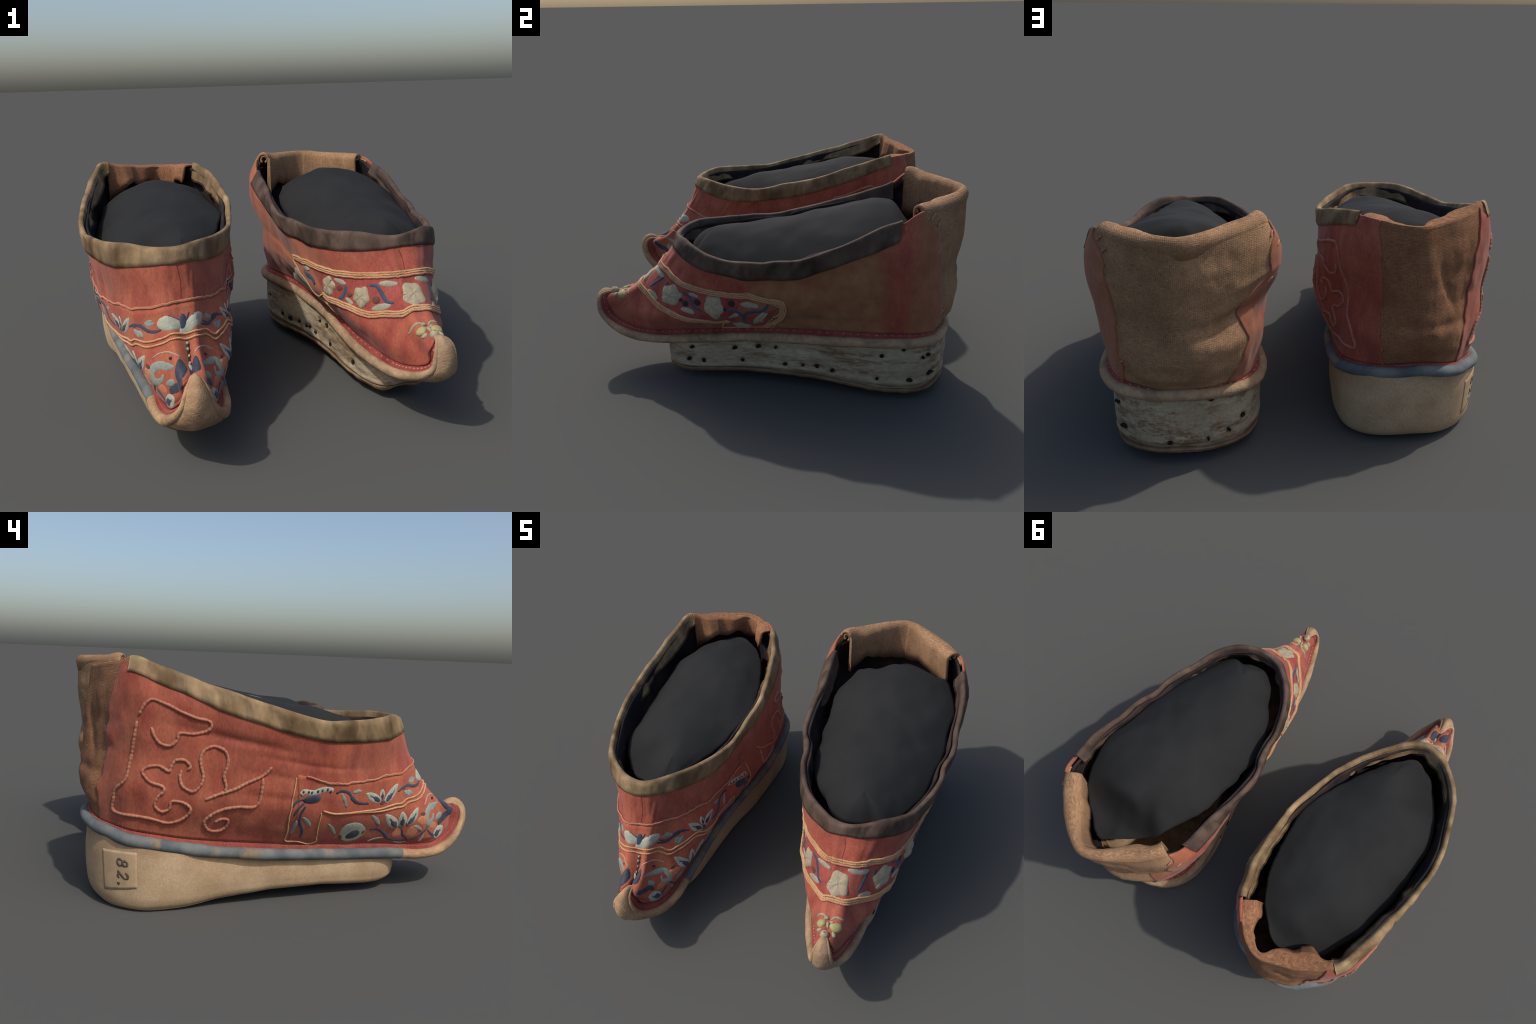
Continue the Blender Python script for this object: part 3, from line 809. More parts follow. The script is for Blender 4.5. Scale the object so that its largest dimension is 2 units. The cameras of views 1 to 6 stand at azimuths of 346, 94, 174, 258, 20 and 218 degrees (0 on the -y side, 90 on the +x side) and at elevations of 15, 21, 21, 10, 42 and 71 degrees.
    c = m.mix(m.ramp(m.noise(5.5, 5, m.map((1, 1, 1), loc=(3, 1, 0)), .65), (.54, 0.), (.66, .85)), c, (.25, .18, .10))
    M['piping'] = m.done(c, .85, m.noise(150, 3), .4, .003)
    return M

def build_shoe_parts(d):
    M = d['M']
    root = d['root'] = empty('embroidered_shoe', cx=d['cx'])
    root['category'] = 'shoe'
    root['label'] = d['label']
    build_upper(d, root, M); build_binding(d, root, M); build_welt(d, root, M)
    build_block(d, root, M); build_padding(d, root, M); build_heel_cloth(d, root, M)

A['label'] = 'red silk bound-foot shoe with blue piping and butterfly embroidery'
B['label'] = 'red silk bound-foot shoe with pale flower band and burlap heel'

# =====================================================================
#  embroidery, cords, stitches, label and nail holes
# =====================================================================
class Needle:
    """lays raised silk-thread shapes on a shoe wall, in the wall's (u, v) coordinates"""
    def __init__(s, d, M):
        s.d, s.M, s.root, s.W = d, M, d['root'], d['W']
        s.part = {}
        s.rng = random.Random(d['seed'])
        s.base = .0065                                  # silk surface above the wall form
    def group(s, name):
        if name not in s.part:
            s.part[name] = empty(name, s.root)
        return s.part[name]
    def put(s, name, V, F, mat, grp):
        add(name, V, orient(V, F), s.M[mat], s.group(grp))
    def curve(s, uv, step=.006):
        P = spline(uv, 10)
        X = s.W.P(P[:, 0], P[:, 1])
        L = np.linalg.norm(np.diff(X, axis=0), axis=1).sum()
        d = np.r_[0, np.cumsum(np.linalg.norm(np.diff(X, axis=0), axis=1))]
        q = np.linspace(0, d[-1], max(6, int(L / step)))
        return np.stack([np.interp(q, d, P[:, 0]), np.interp(q, d, P[:, 1])], 1), L
    # -- satin-stitch strip ------------------------------------------------
    def strip(s, uv, width, mat, name='stem', grp='embroidery', height=.0045, taper=.35):
        width = width * 1.65
        C, L = s.curve(uv)
        P = s.W.P(C[:, 0], C[:, 1]); n = s.W.Nn(C[:, 0], C[:, 1])
        t = np.gradient(P, axis=0); t /= np.linalg.norm(t, axis=1, keepdims=True)
        b = np.cross(n, t)
        k = np.linspace(0, 1, len(P))
        w = width * .5 * (1 - (1 - taper) * np.abs(2 * k - 1) ** 3)
        w = w * (1 + .10 * fbm(np.stack([k * L * 60, k * 0, k * 0 + uv[0][0] * 50], 1), 3, 2))
        xs = np.linspace(-1, 1, 7)
        top, bot = [], []
        for x in xs:
            h = s.base - .001 + height * math.sqrt(max(0, 1 - x * x)) + .0006
            top.append(P + b * (w * x)[:, None] + n * h); bot.append(P + b * (w * x)[:, None] + n * (s.base - .005))
        V, F = slab(np.array(top), np.array(bot))
        s.put(name, V, F, mat, grp)
    def dome(s, c, rx, ry, rot, mat, name, grp, height=.005, lobes=0, depth=0., lift=0., seg=28, rings=6):
        th = np.linspace(0, 2 * math.pi, seg, endpoint=False)
        rr = np.linspace(0.001, 1, rings)
        e = 1 + depth * np.cos(lobes * th + s.rng.uniform(0, 6)) if lobes else np.ones(seg)
        e = e + .03 * np.sin(3 * th + s.rng.uniform(0, 6))
        rows, back = [], []
        for r in rr:
            u, v = s.W.local(c[0], c[1], r * rx * e * np.cos(th), r * ry * e * np.sin(th), rot)
            h = height * (1 - r ** 2.4) ** .5 * (1 - .35 * (lobes > 0) * (1 - e) * 3)
            rows.append(s.W.P(u, v, s.base + lift + h * np.ones(seg) * 1.0)); back.append(s.W.P(u, v, s.base - .005 + 0 * th))
        A_, B_ = np.array(rows), np.array(back)
        nv = rings
        V = np.vstack([A_.reshape(-1, 3), B_[-1]])
        F = grid_faces(nv, seg, True)
        F.append(tuple(range(seg))[::-1])
        o = nv * seg
        F += [((nv - 1) * seg + i, (nv - 1) * seg + (i + 1) % seg, o + (i + 1) % seg, o + i) for i in range(seg)]
        F.append(tuple(o + i for i in range(seg)))
        s.put(name, V, F, mat, grp)
    # -- vocabulary --------------------------------------------------------
    KIND = dict(navy='stem', blue='stem', teal='leaf', pale='leaf', white='petal', cream='outline_stitch', black='outline_stitch')
    def single(s, uv, w, mat):
        g = 'leaf' if mat in ('teal', 'pale') else 'embroidered_stem' if mat in ('navy', 'blue') else 'embroidered_motif'
        s.strip(uv, w, mat, s.KIND[mat], 'embroidery', taper=.3 if mat in ('teal', 'pale') else .6)
    def both(s, uv, w, mat):
        s.single(uv, w, mat)
        j = s.rng.uniform(-.004, .004); k = s.rng.uniform(-.008, .008)
        s.single([(2 - u + j, v + k) for u, v in uv], w, mat)
    def one(s, c, rx, ry, rot, mat):
        s.dome(c, rx, ry, rot, mat, dict(white='wing', navy='body', teal='spot').get(mat, 'spot'), 'embroidery', .0065)
    def dot(s, c, rx, ry, rot, mat):
        for m in (0, 1):
            s.dome((2 - c[0], c[1]) if m else c, rx, ry, math.pi - rot if m else rot, mat, 'eye_spot', 'embroidery', .003, lift=.0045, seg=12, rings=4)
    def pad(s, c, rx, ry, rot, mat):
        for m in (0, 1):
            s.dome((2 - c[0], c[1]) if m else c, rx, ry, math.pi - rot if m else rot, mat, 'silk_pad', 'embroidery', .0035, lift=.0005)
    def blossom(s, c, rx, ry, rot, mat):
        for m in (0, 1):
            s.dome((2 - c[0], c[1]) if m else c, rx, ry, math.pi - rot if m else rot, mat, 'blossom', 'embroidery', .005, lift=.003 if mat == 'navy' else 0)
    def petal(s, base, tip, w):
        for m in (0, 1):
            a, b = (np.array([2 - p[0], p[1]]) if m else np.array(p) for p in (base, tip))
            A_, B_ = s.W.P(*a), s.W.P(*b)
            L = np.linalg.norm(B_ - A_)
            du = s.W._s(s.W.du, *a); e1 = du / np.linalg.norm(du); n = s.W.Nn(*a); e2 = np.cross(n, e1)
            e2 = -e2 if e2[2] < 0 else e2
            ang = math.atan2((B_ - A_) @ e2, (B_ - A_) @ e1)
            k = np.linspace(0, 1, 13)
            half = w * .84 * np.sin(np.pi * (.12 + .85 * k)) ** .8
            def plate(scale, lo, hi, h, mat, name, lift, fringe=0):
                xs = np.linspace(-1, 1, 7); kk = lo + (hi - lo) * k
                top, bot = [], []
                for x in xs:
                    f = np.array([s.rng.uniform(1 - fringe, 1 + fringe) for _ in k])
                    u, v = s.W.local(a[0], a[1], L * kk, half * scale * x * f, ang)
                    top.append(s.W.P(u, v, s.base + lift + h * math.sqrt(max(0, 1 - x * x)) + 0 * k)); bot.append(s.W.P(u, v, s.base - .005 + 0 * k))
                V, F = slab(np.array(top), np.array(bot)); s.put(name, V, F, mat, 'embroidery')
            plate(1, 0, 1, .005, 'white', 'petal', 0)
            plate(.42, .08, .55, .003, 'navy', 'petal_heart', .0045, .25)
            for o in (-.35, 0, .35):                    # split stitches running out of the heart
                p0 = s.W.local(a[0], a[1], np.array([L * .45, L * .62, L * .76 - abs(o) * L * .12]), np.array([o * .2, o * .45, o * .65]) * w * .5, ang)
                s.strip(list(zip(p0[0], p0[1])), w * .09, 'navy', 'heart_stitch', 'embroidery', .006, .2)
    def bead(s, c, rx, ry, rot, mat):
        s.dome(c, rx, ry, rot, mat, 'bead', 'embroidery', .008, lift=.004, seg=14)
    def puff(s, c, rx, ry, rot):
        s.dome(c, rx * .92, ry * .92, rot, 'cream', 'blossom', 'embroidery', .012, lobes=5, depth=.10, seg=40, rings=8)
        # petal divisions stitched across the puff
        for q in range(3):
            a = s.rng.uniform(0, 6.28)
            p = s.W.local(c[0], c[1], np.array([.15, .5, .85]) * rx * math.cos(a), np.array([.15, .5, .85]) * ry * math.sin(a), rot)
            s.strip(list(zip(p[0], p[1])), .0035, 'pale', 'petal_stitch', 'embroidery', .0118, .4)
    def knot(s, c, rx, ry, rot, mat):
        s.dome(c, rx, ry, rot, mat, 'knot', 'toe_ornament', .012 if mat == 'moss' else .010)
    def ball(s, c, r):
        th = np.linspace(0, 2 * math.pi, 18, endpoint=False); V = [(0, 0, r)]
        for a in np.linspace(.2, math.pi - .2, 9):
            V += [(r * math.sin(a) * math.cos(t), r * math.sin(a) * math.sin(t), r * math.cos(a)) for t in th]
        V.append((0, 0, -r)); V = np.array(V)
        V = V * (1 + .07 * fbm(V * 60, 4, 2))[:, None] + np.array(c)
        F = [tuple(1 + i + 18 * 0 for i in (k, (k + 1) % 18)) + (0,) for k in range(18)]
        for j in range(8):
            F += [(1 + j * 18 + k, 1 + j * 18 + (k + 1) % 18, 1 + (j + 1) * 18 + (k + 1) % 18, 1 + (j + 1) * 18 + k) for k in range(18)]
        F += [(1 + 8 * 18 + (k + 1) % 18, 1 + 8 * 18 + k, len(V) - 1) for k in range(18)]
        add('bead', V, orient(V, F), s.M['cream'], s.group('toe_ornament'))
    # -- cords ---------------------------------------------------------------
    def rope(s, uv, r, mat, name, grp, pitch=.011, off=0., lift=0., plies=2, fray=0., spread=.5):
        C, L = s.curve(uv, .0022)
        P = s.W.P(C[:, 0], C[:, 1]); n = s.W.Nn(C[:, 0], C[:, 1])
        t = np.gradient(P, axis=0); t /= np.linalg.norm(t, axis=1, keepdims=True); b = np.cross(n, t)
        k = np.linspace(0, L, len(P))
        wob = fray * fbm(np.stack([k * 45, 0 * k, 0 * k + off * 900 + uv[0][1] * 30], 1), 17, 2)
        P = P + b * (off + wob)[:, None] + n * (s.base + r * .75 + lift)
        parts = []
        for q in range(plies):
            a = 2 * math.pi * (k / pitch + q / plies)
            parts.append(tube(P + (b * np.cos(a)[:, None] + n * np.sin(a)[:, None]) * r * spread, r * (1.06 - spread), 6))
        V, F = merge([(v, f) for v, f in parts])
        add(name, V, F, s.M[mat], s.group(grp))
    def through(s, uv):
        """a curve whose left end is repeated, mirrored, on the +x side"""
        front = [p for p in uv if p[0] <= 1.10 or True]
        last = front[-1][0]
        rest = [(2 - u, v) for u, v in uv if 2 - u > last + .03]
        return front + rest[::-1]
    def band_cord(s, uv, r, which):
        path = s.through(sorted(uv))
        # drop points that crowd each other
        keep = [path[0]]
        for p in path[1:]:
            if p[0] - keep[-1][0] > .012:
                keep.append(p)
        s.d['band_' + which] = np.array(keep)
        if which == 'upper':
            s.rope(keep, r * .9, 'gold', 'gold_cord', 'gold_cord_border', fray=.002)
            s.rope([(u, v + .004) for u, v in keep], r * .8, 'rose', 'gold_cord', 'gold_cord_border', off=0, lift=.002, fray=.003)
        else:
            s.rope(keep, r, 'gold', 'gold_cord', 'gold_cord_border', fray=.001)
            s.rope([(u, v - .028 * smooth(.6, .75, u) * (1 - smooth(1.25, 1.4, u))) for u, v in keep], r, 'gold', 'gold_cord', 'gold_cord_border', fray=.001)
    def both_cord(s, uv, r):
        for m in (0, 1):
            s.rope([(2 - u, v) for u, v in uv] if m else uv, r, 'gold', 'gold_cord', 'gold_cord_border', fray=.001)
    def scroll(s, uv, r):
        """loosely couched cotton cord, worn and lumpy"""
        for m in (0, 1):
            w = [(2 - u, v) for u, v in uv] if m else uv
            C, L = s.curve(w, .003)
            P = s.W.P(C[:, 0], C[:, 1]); n = s.W.Nn(C[:, 0], C[:, 1])
            k = np.linspace(0, L, len(P))
            rr = r * (1.05 + .16 * fbm(np.stack([k * 70, 0 * k, 0 * k + w[0][1] * 40], 1), 8, 2) + .10 * np.sin(k * 2 * math.pi / .018))
            ends = np.minimum(1, .45 + np.minimum(k, L - k) / .02)
            V, F = tube(P + n * (s.base + r * .45), rr * ends, 10)
            add('scroll_cord', V, orient(V, F), s.M['tan_cord'], s.group('scroll_cord_pattern'))
    def braid(s, uv, width, rows, which):
        if which:
            keep = [uv[0]]
            for p in sorted(uv[:19]) if which == 'lower' else uv[1:]:
                if which != 'lower' or p[0] - keep[-1][0] > .012:
                    keep.append(p)
            uv = keep
            s.d['band_' + which] = np.array(uv)
        gap = .0105
        for q in range(rows):
            s.rope(uv, .0062 if rows > 1 else .0045, 'gold' if q != 0 or rows == 1 else 'gold_rose', 'braid_row', 'gold_braid_border', pitch=.013, off=(q - (rows - 1) / 2) * gap, fray=.0012)

def band_ground(d, root, M, left, right, lower, upper):
    """separate silk strip that carries the embroidered band; left/right edges lean with height"""
    W = d['W']
    t = np.linspace(0, 1, 16)[:, None]; s = np.linspace(0, 1, 170)[None]
    U = (left[0] + (left[1] - left[0]) * t) * (1 - s) + (right[0] + (right[1] - right[0]) * t) * s
    V = lower(U) * (1 - t) + upper(U) * t
    V_, F_ = slab(W.P(U, V, .0085), W.P(U, V, .003))
    add('band_ground', V_, F_, M['band'], root)

def blobs(name, pts, ups, tans, size, mat, root):
    """many small stitch bumps joined into one part"""
    parts = []
    for p, n, t in zip(pts, ups, tans):
        b = np.cross(n, t); V = []
        for a, zz in ((0, 1), (.55, .8), (1, 0)):
            for k in range(6):
                th = k * math.pi / 3
                V.append(p + size[0] * a * math.cos(th) * t + size[1] * a * math.sin(th) * b + n * size[2] * zz)
        F = grid_faces(3, 6, True); F.append(tuple(range(12, 18))[::-1]); F.append(tuple(range(6)))
        parts.append((np.array(V), F))
    V, F = merge(parts)
    add(name, V, F, mat, root, kind='stuff')

def ledge_stitches(d, root, M):
    P = d['ledge_P']; n2 = P.shape[1]; f = d['f']
    for row, gap, mat in d['stitch_rows']:
        line = P[3] * (1 - row % 1) + P[4] * (row % 1) if row < 1 else P[int(row)]
        line = np.vstack([line, line[:1]])
        L = np.r_[0, np.cumsum(np.linalg.norm(np.diff(line, axis=0), axis=1))]
        q, x = [], 0.
        rng = random.Random(3)
        while x < L[-1]:
            q.append(x); i = min(int(np.searchsorted(L, x)), n2 - 1)
            x += gap * (1 if f[i] < .8 else .5) * rng.uniform(.8, 1.2)
        q = np.array(q)
        pts = np.stack([np.interp(q, L, line[:, k]) for k in range(3)], 1)
        t = np.stack([np.interp(q + .004, L, line[:, k]) - np.interp(q - .004, L, line[:, k]) for k in range(3)], 1)
        t /= np.maximum(np.linalg.norm(t, axis=1, keepdims=True), 1e-9)
        a = np.stack([np.interp(q, L, np.r_[P[5, :, k], P[5, 0, k]]) - np.interp(q, L, np.r_[P[2, :, k], P[2, 0, k]]) for k in range(3)], 1)
        n = np.cross(t, a); n /= np.maximum(np.linalg.norm(n, axis=1, keepdims=True), 1e-9)
        n = np.where((n[:, 2:] < 0), -n, n)
        blobs('ledge_stitching', pts, n, t, (d['stitch'], .0026, .0035), M[mat], root)

def centre_seam(d, root, M):
    N = d['needle']
    hi = np.interp(1.0, *d['band_upper'].T)
    N.strip([(1.0, hi + .02), (1.004, hi * .5 + .43), (.997, .84)], .004, 'seam', 'front_seam', 'front_seam', .0015, .8)

def block_patch(d, name, us, vs, mat, thick=.003):
    K = d['K']; U, V = np.meshgrid(us, vs)
    V_, F_ = slab(K.P(U, V, thick), K.P(U, V, -.004))
    return add(name, V_, F_, mat, d['root'])

def paper_label(d, M):
    """yellowed paper slip with the inked number 82."""
    K = d['K']
    t = np.linspace(0, 1, 20)
    A_ = np.array([(.149, .765), (.244, .86), (.245, .36), (.152, .23)])
    U = np.zeros((14, 20)); V = np.zeros((14, 20))
    for j, q in enumerate(np.linspace(0, 1, 14)):
        a = A_[3] * (1 - q) + A_[0] * q; b = A_[2] * (1 - q) + A_[1] * q
        U[j] = a[0] * (1 - t) + b[0] * t; V[j] = a[1] * (1 - t) + b[1] * t
    V_, F_ = slab(K.P(U, V, .0014), K.P(U, V, -.004))
    add('paper_label', V_, F_, M['paper'], d['root'])
    # figures stand sideways: their top points to the toe, they read downwards
    def stroke(pts, c, size):
        p = np.array(pts); p = spline(p, 10)
        du, dv = K._s(K.du, *c), K._s(K.dv, *c)
        u = c[0] + (p[:, 1] * size) / np.linalg.norm(du); v = c[1] - (p[:, 0] * size) / np.linalg.norm(dv)
        P = K.P(u, v); n = K.Nn(u, v); T = np.gradient(P, axis=0); T /= np.linalg.norm(T, axis=1, keepdims=True)
        b = np.cross(n, T)
        w = .0035 + .0022 * np.abs(np.sin(np.linspace(0, 3 * math.pi, len(P))))
        xs = np.linspace(-1, 1, 3)
        return slab(np.array([P + b * (w * x)[:, None] + n * .0026 for x in xs]), np.array([P + b * (w * x)[:, None] + n * .001 for x in xs]))
    s = .026
    ring = lambda cy, r, k: [(r * math.cos(a) * k, cy + r * math.sin(a)) for a in np.linspace(0.3, 2 * math.pi + .3, 12)]
    eight = [stroke(ring(.48, .44, .95), (.209, .672), s), stroke(ring(-.5, .52, 1.05), (.209, .672), s)]
    two = [stroke([(-.5, .45), (-.3, .85), (.25, .9), (.5, .5), (.3, .05), (-.2, -.5), (-.55, -.95), (-.1, -.85), (.3, -1.), (.6, -.7)], (.210, .505), s)]
    dot = [stroke([(-.12, -.9), (.0, -.75), (.12, -.9), (0, -1.), (-.1, -.92)], (.210, .385), s)]
    for nm, parts in (('figure_eight', eight), ('figure_two', two), ('full_stop', dot)):
        V_, F_ = merge(parts); add(nm, V_, F_, M['ink'], d['root'])

def nail_holes(d, M):
    """dark pits left by pegs, sunk into the sole block"""
    K = d['K']; rng = random.Random(5)
    for (u, v, r, dep) in d['pits']:
        th = np.linspace(0, 2 * math.pi, 12, endpoint=False)
        P = []
        r = r * rng.uniform(.65, 1.15); st = rng.uniform(.8, 1.4)
        for q, z in ((0.001, -dep * .55), (.5, -dep * .45), (.8, -dep * .2), (1, .0012)):
            rr = r * .62 * q * (1 + .2 * np.sin(2 * th + u * 90))
            a, b = np.cos(th) * rr * st, np.sin(th) * rr
            uu, vv = K.local(u, v, a, b)
            P.append(K.P(uu, vv, z))
        back = K.P(uu, vv, -dep * .9)
        V = np.vstack(P + [back]); F = grid_faces(5, 12, True); F.append(tuple(range(12))[::-1]); F.append(tuple(48 + i for i in range(12)))
        add('nail_hole', V, orient(V, F), M['hole'], d['root'])

def outsole(d, M):
    """thin bottom layer of the leather block, standing a little proud"""
    T = d['T']; f = d['f']; nT = hnormal(smooth_loop(T, 4)); y = T[:, 1]
    zb = table(y, d['block_bottom'])
    lv = []
    for z, ins in ((-.001, .045), (.006, .022), (.014, .012), (.028, .004), (.034, .008), (.036, .03)):
        p = np.stack([T[:, 0], T[:, 1], zb + z], 1) - nT * (ins - .003)[..., None] if False else np.stack([T[:, 0], T[:, 1], zb + z], 1) - nT * (ins * (1 + d['toe_slant'] * smooth(.93, 1, f)))[:, None]
        p[:, 2] += .003 * fbm(p * np.array([9, 9, 0]), 77, 2)
        lv.append(p)
    S = Surf(lv, np.linspace(0, 1, 6), 20)
    G = S.G + S.N * (.0025 * fbm(S.G * 22, 78, 2))[..., None]
    V_, F_ = slab(G, G - S.N * .012 if False else np.array([g * 1.0 - nT * .02 for g in G]), True)
    add('outsole', V_, F_, M['outsole'], d['root'])

def embroidery_materials(M):
    def silk(name, c, c2, rough=.6):
        m = Mat(name); f = m.noise(110, 4, m.map((1, 1, .5))); g = m.noise(9, 3)
        col = m.mix(m.ramp(g, (.35, 0.), (.65, 1.)), c, c2)
        col = m.mix(.45, col, m.ramp(f, (.3, .6), (.7, 1.3)), 'MULTIPLY')
        return m.done(col, rough, m.noise(260, 2), .35, .002, .1)
    M['navy'] = silk('navy_silk', (.028, .032, .044), (.042, .052, .082))
    M['blue'] = silk('blue_silk', (.043, .068, .105), (.030, .044, .072))
    M['teal'] = silk('grey_green_silk', (.16, .205, .165), (.23, .26, .21))
    M['pale'] = silk('pale_silk', (.26, .25, .18), (.32, .30, .225))
    M['white'] = silk('white_silk', (.36, .345, .255), (.29, .31, .24))
    M['cream'] = silk('cream_silk', (.285, .255, .165), (.335, .275, .185))
    M['black'] = silk('dark_silk', (.022, .018, .02), (.04, .028, .025))
    M['rust'] = silk('rust_silk', (.13, .045, .03), (.09, .035, .028))
    M['moss'] = silk('moss_silk', (.30, .27, .11), (.36, .31, .15))
    M['gold'] = silk('gold_thread', (.42, .23, .10), (.50, .29, .15), .5)
    M['gold_rose'] = silk('rose_gold_thread', (.46, .20, .12), (.46, .25, .14), .5)
    M['rose'] = silk('rose_thread', (.44, .15, .10), (.46, .20, .12), .55)
    M['tan_cord'] = silk('tan_cord', (.325, .115, .07), (.38, .175, .105), .7)
    M['seam'] = plain('seam_thread', (.14, .03, .022), .2)
    M['stitch_pale'] = plain('stitch_thread', (.40, .19, .135), .3)
    M['stitch_dark'] = plain('stitch_thread_red', (.33, .095, .065), .3)
    M['salmon'] = silk('salmon_silk', (.40, .13, .07), (.44, .17, .09))
    M['paper'] = plain('old_paper', (.40, .28, .165), .12, 30, .9, .1)
    M['ink'] = plain('faded_ink', (.115, .082, .055), .3, 60)
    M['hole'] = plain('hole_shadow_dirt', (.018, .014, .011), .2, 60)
def embroider_butterfly_shoe(w):
    # gold couched cords bounding the bands
    w.band_cord([(0.549, 0.535), (0.569, 0.520), (0.595, 0.495), (0.624, 0.508), (0.658, 0.525), (0.706, 0.549), (0.761, 0.586), (0.809, 0.600), (0.798, 0.586), (0.837, 0.587), (0.880, 0.580), (0.931, 0.573), (0.965, 0.574), (0.993, 0.578), (1.041, 0.580), (1.147, 0.612), (1.243, 0.595)], 0.0055, 'upper')
    w.band_cord([(0.559, 0.249), (0.580, 0.239), (0.614, 0.250), (0.649, 0.267), (0.693, 0.292), (0.745, 0.344), (0.796, 0.394), (0.767, 0.356), (0.824, 0.395), (0.907, 0.399), (0.994, 0.400), (1.049, 0.398), (1.121, 0.422), (1.158, 0.387), (1.191, 0.394), (1.243, 0.387)], 0.0050, 'lower')
    # square-ended side panels
    w.both_cord([(0.523, 0.502), (0.506, 0.390), (0.491, 0.273), (0.483, 0.190), (0.480, 0.085), (0.479, 0.020), (0.500, 0.020), (0.526, 0.001), (0.542, 0.024), (0.543, 0.064), (0.546, 0.155), (0.553, 0.233)], 0.0038)
    # navy stems
    w.both([(0.603, 0.416), (0.619, 0.445), (0.632, 0.432), (0.637, 0.375), (0.648, 0.340), (0.675, 0.339)], 0.0121, 'navy')
    w.both([(0.776, 0.456), (0.809, 0.488), (0.847, 0.457)], 0.0098, 'navy')
    w.both([(0.665, 0.114), (0.682, 0.123), (0.697, 0.095), (0.711, 0.046), (0.733, 0.034), (0.763, 0.046), (0.787, 0.073), (0.821, 0.148)], 0.0128, 'navy')
    w.both([(0.746, 0.134), (0.746, 0.086), (0.757, 0.045)], 0.0100, 'navy')
    w.both([(0.819, 0.117), (0.830, 0.053), (0.845, 0.026)], 0.0103, 'navy')
    w.both([(0.521, 0.276), (0.508, 0.219), (0.505, 0.159), (0.511, 0.104), (0.508, 0.046)], 0.0119, 'navy')
    w.both([(0.522, 0.332), (0.506, 0.306), (0.492, 0.262)], 0.0091, 'navy')
    w.both([(0.521, 0.300), (0.504, 0.254), (0.493, 0.205)], 0.0091, 'navy')
    w.both([(0.797, 0.471), (0.821, 0.491), (0.838, 0.467), (0.861, 0.447), (0.898, 0.446)], 0.0114, 'navy')
    # leaves
    w.both([(0.616, 0.423), (0.615, 0.364), (0.614, 0.297)], 0.0124, 'teal')
    w.both([(0.645, 0.434), (0.658, 0.447), (0.669, 0.453)], 0.0136, 'teal')
    w.both([(0.844, 0.487), (0.863, 0.491), (0.881, 0.493)], 0.0108, 'teal')
    w.both([(0.796, 0.453), (0.805, 0.437), (0.812, 0.415)], 0.0159, 'teal')
    w.both([(0.673, 0.234), (0.681, 0.200), (0.688, 0.162)], 0.0156, 'teal')
    w.both([(0.567, 0.159), (0.577, 0.118), (0.584, 0.075)], 0.0138, 'teal')
    w.both([(0.660, 0.020), (0.678, 0.042), (0.696, 0.060)], 0.0108, 'teal')
    w.both([(0.721, 0.020), (0.736, 0.014), (0.750, 0.028)], 0.0078, 'teal')
    w.both([(0.783, 0.020), (0.795, 0.051), (0.806, 0.101)], 0.0103, 'teal')
    w.both([(0.488, 0.073), (0.494, 0.124), (0.498, 0.171)], 0.0137, 'teal')
    w.both([(0.512, 0.196), (0.521, 0.169), (0.528, 0.134)], 0.0149, 'teal')
    w.both([(0.779, 0.163), (0.790, 0.150), (0.800, 0.128)], 0.0147, 'teal')
    w.both([(0.837, 0.495), (0.856, 0.505), (0.871, 0.506)], 0.0152, 'teal')
    w.both([(0.809, 0.450), (0.819, 0.439), (0.824, 0.417)], 0.0153, 'teal')
    # white flowers with navy hearts
    w.petal((0.709, 0.365), (0.678, 0.432), 0.0296)
    w.petal((0.717, 0.388), (0.731, 0.475), 0.0222)
    w.petal((0.720, 0.361), (0.789, 0.500), 0.0316)
    w.petal((0.732, 0.145), (0.709, 0.259), 0.0383)
    w.petal((0.747, 0.156), (0.766, 0.309), 0.0365)
    w.petal((0.761, 0.174), (0.823, 0.323), 0.0385)
    w.petal((0.832, 0.043), (0.875, 0.020), 0.0441)
    # large oval blossom and insect
    w.blossom((0.624, 0.099), 0.0705, 0.0821, 0.94, 'white')
    w.blossom((0.625, 0.081), 0.0387, 0.0317, 0.66, 'navy')
    w.blossom((0.541, 0.340), 0.0428, 0.0208, 0.26, 'navy')
    w.both([(0.518, 0.364), (0.531, 0.397), (0.547, 0.395), (0.562, 0.415), (0.582, 0.440), (0.600, 0.441)], 0.0215, 'white')
    w.dot((0.526, 0.391), 0.0067, 0.0051, 1.46, 'navy')
    w.dot((0.538, 0.397), 0.0067, 0.0054, 1.49, 'navy')
    w.dot((0.545, 0.397), 0.0067, 0.0053, 1.50, 'navy')
    w.dot((0.560, 0.414), 0.0067, 0.0057, 1.47, 'navy')
    w.dot((0.572, 0.427), 0.0068, 0.0056, 1.49, 'navy')
    w.dot((0.586, 0.441), 0.0069, 0.0056, 1.50, 'navy')
    w.dot((0.592, 0.427), 0.0069, 0.0051, 1.55, 'navy')
    # padded silk patches between the stems
    w.pad((0.730, 0.096), 0.0269, 0.0355, 0.10, 'salmon')
    w.pad((0.770, 0.112), 0.0342, 0.0404, 0.03, 'salmon')
    w.pad((0.815, 0.207), 0.0431, 0.0268, -0.19, 'salmon')
    w.pad((0.843, 0.124), 0.0328, 0.0200, -0.53, 'salmon')
    w.pad((0.823, 0.256), 0.0189, 0.0101, -0.27, 'rust')
    w.pad((0.647, 0.096), 0.0154, 0.0217, -0.02, 'rust')
    w.pad((0.598, 0.057), 0.0152, 0.0214, 0.04, 'rust')
    w.pad((0.712, 0.355), 0.0159, 0.0133, 0.06, 'rust')
    # butterfly on the front of the band
    w.one((0.939, 0.466), 0.0438, 0.0338, 2.46, 'white')
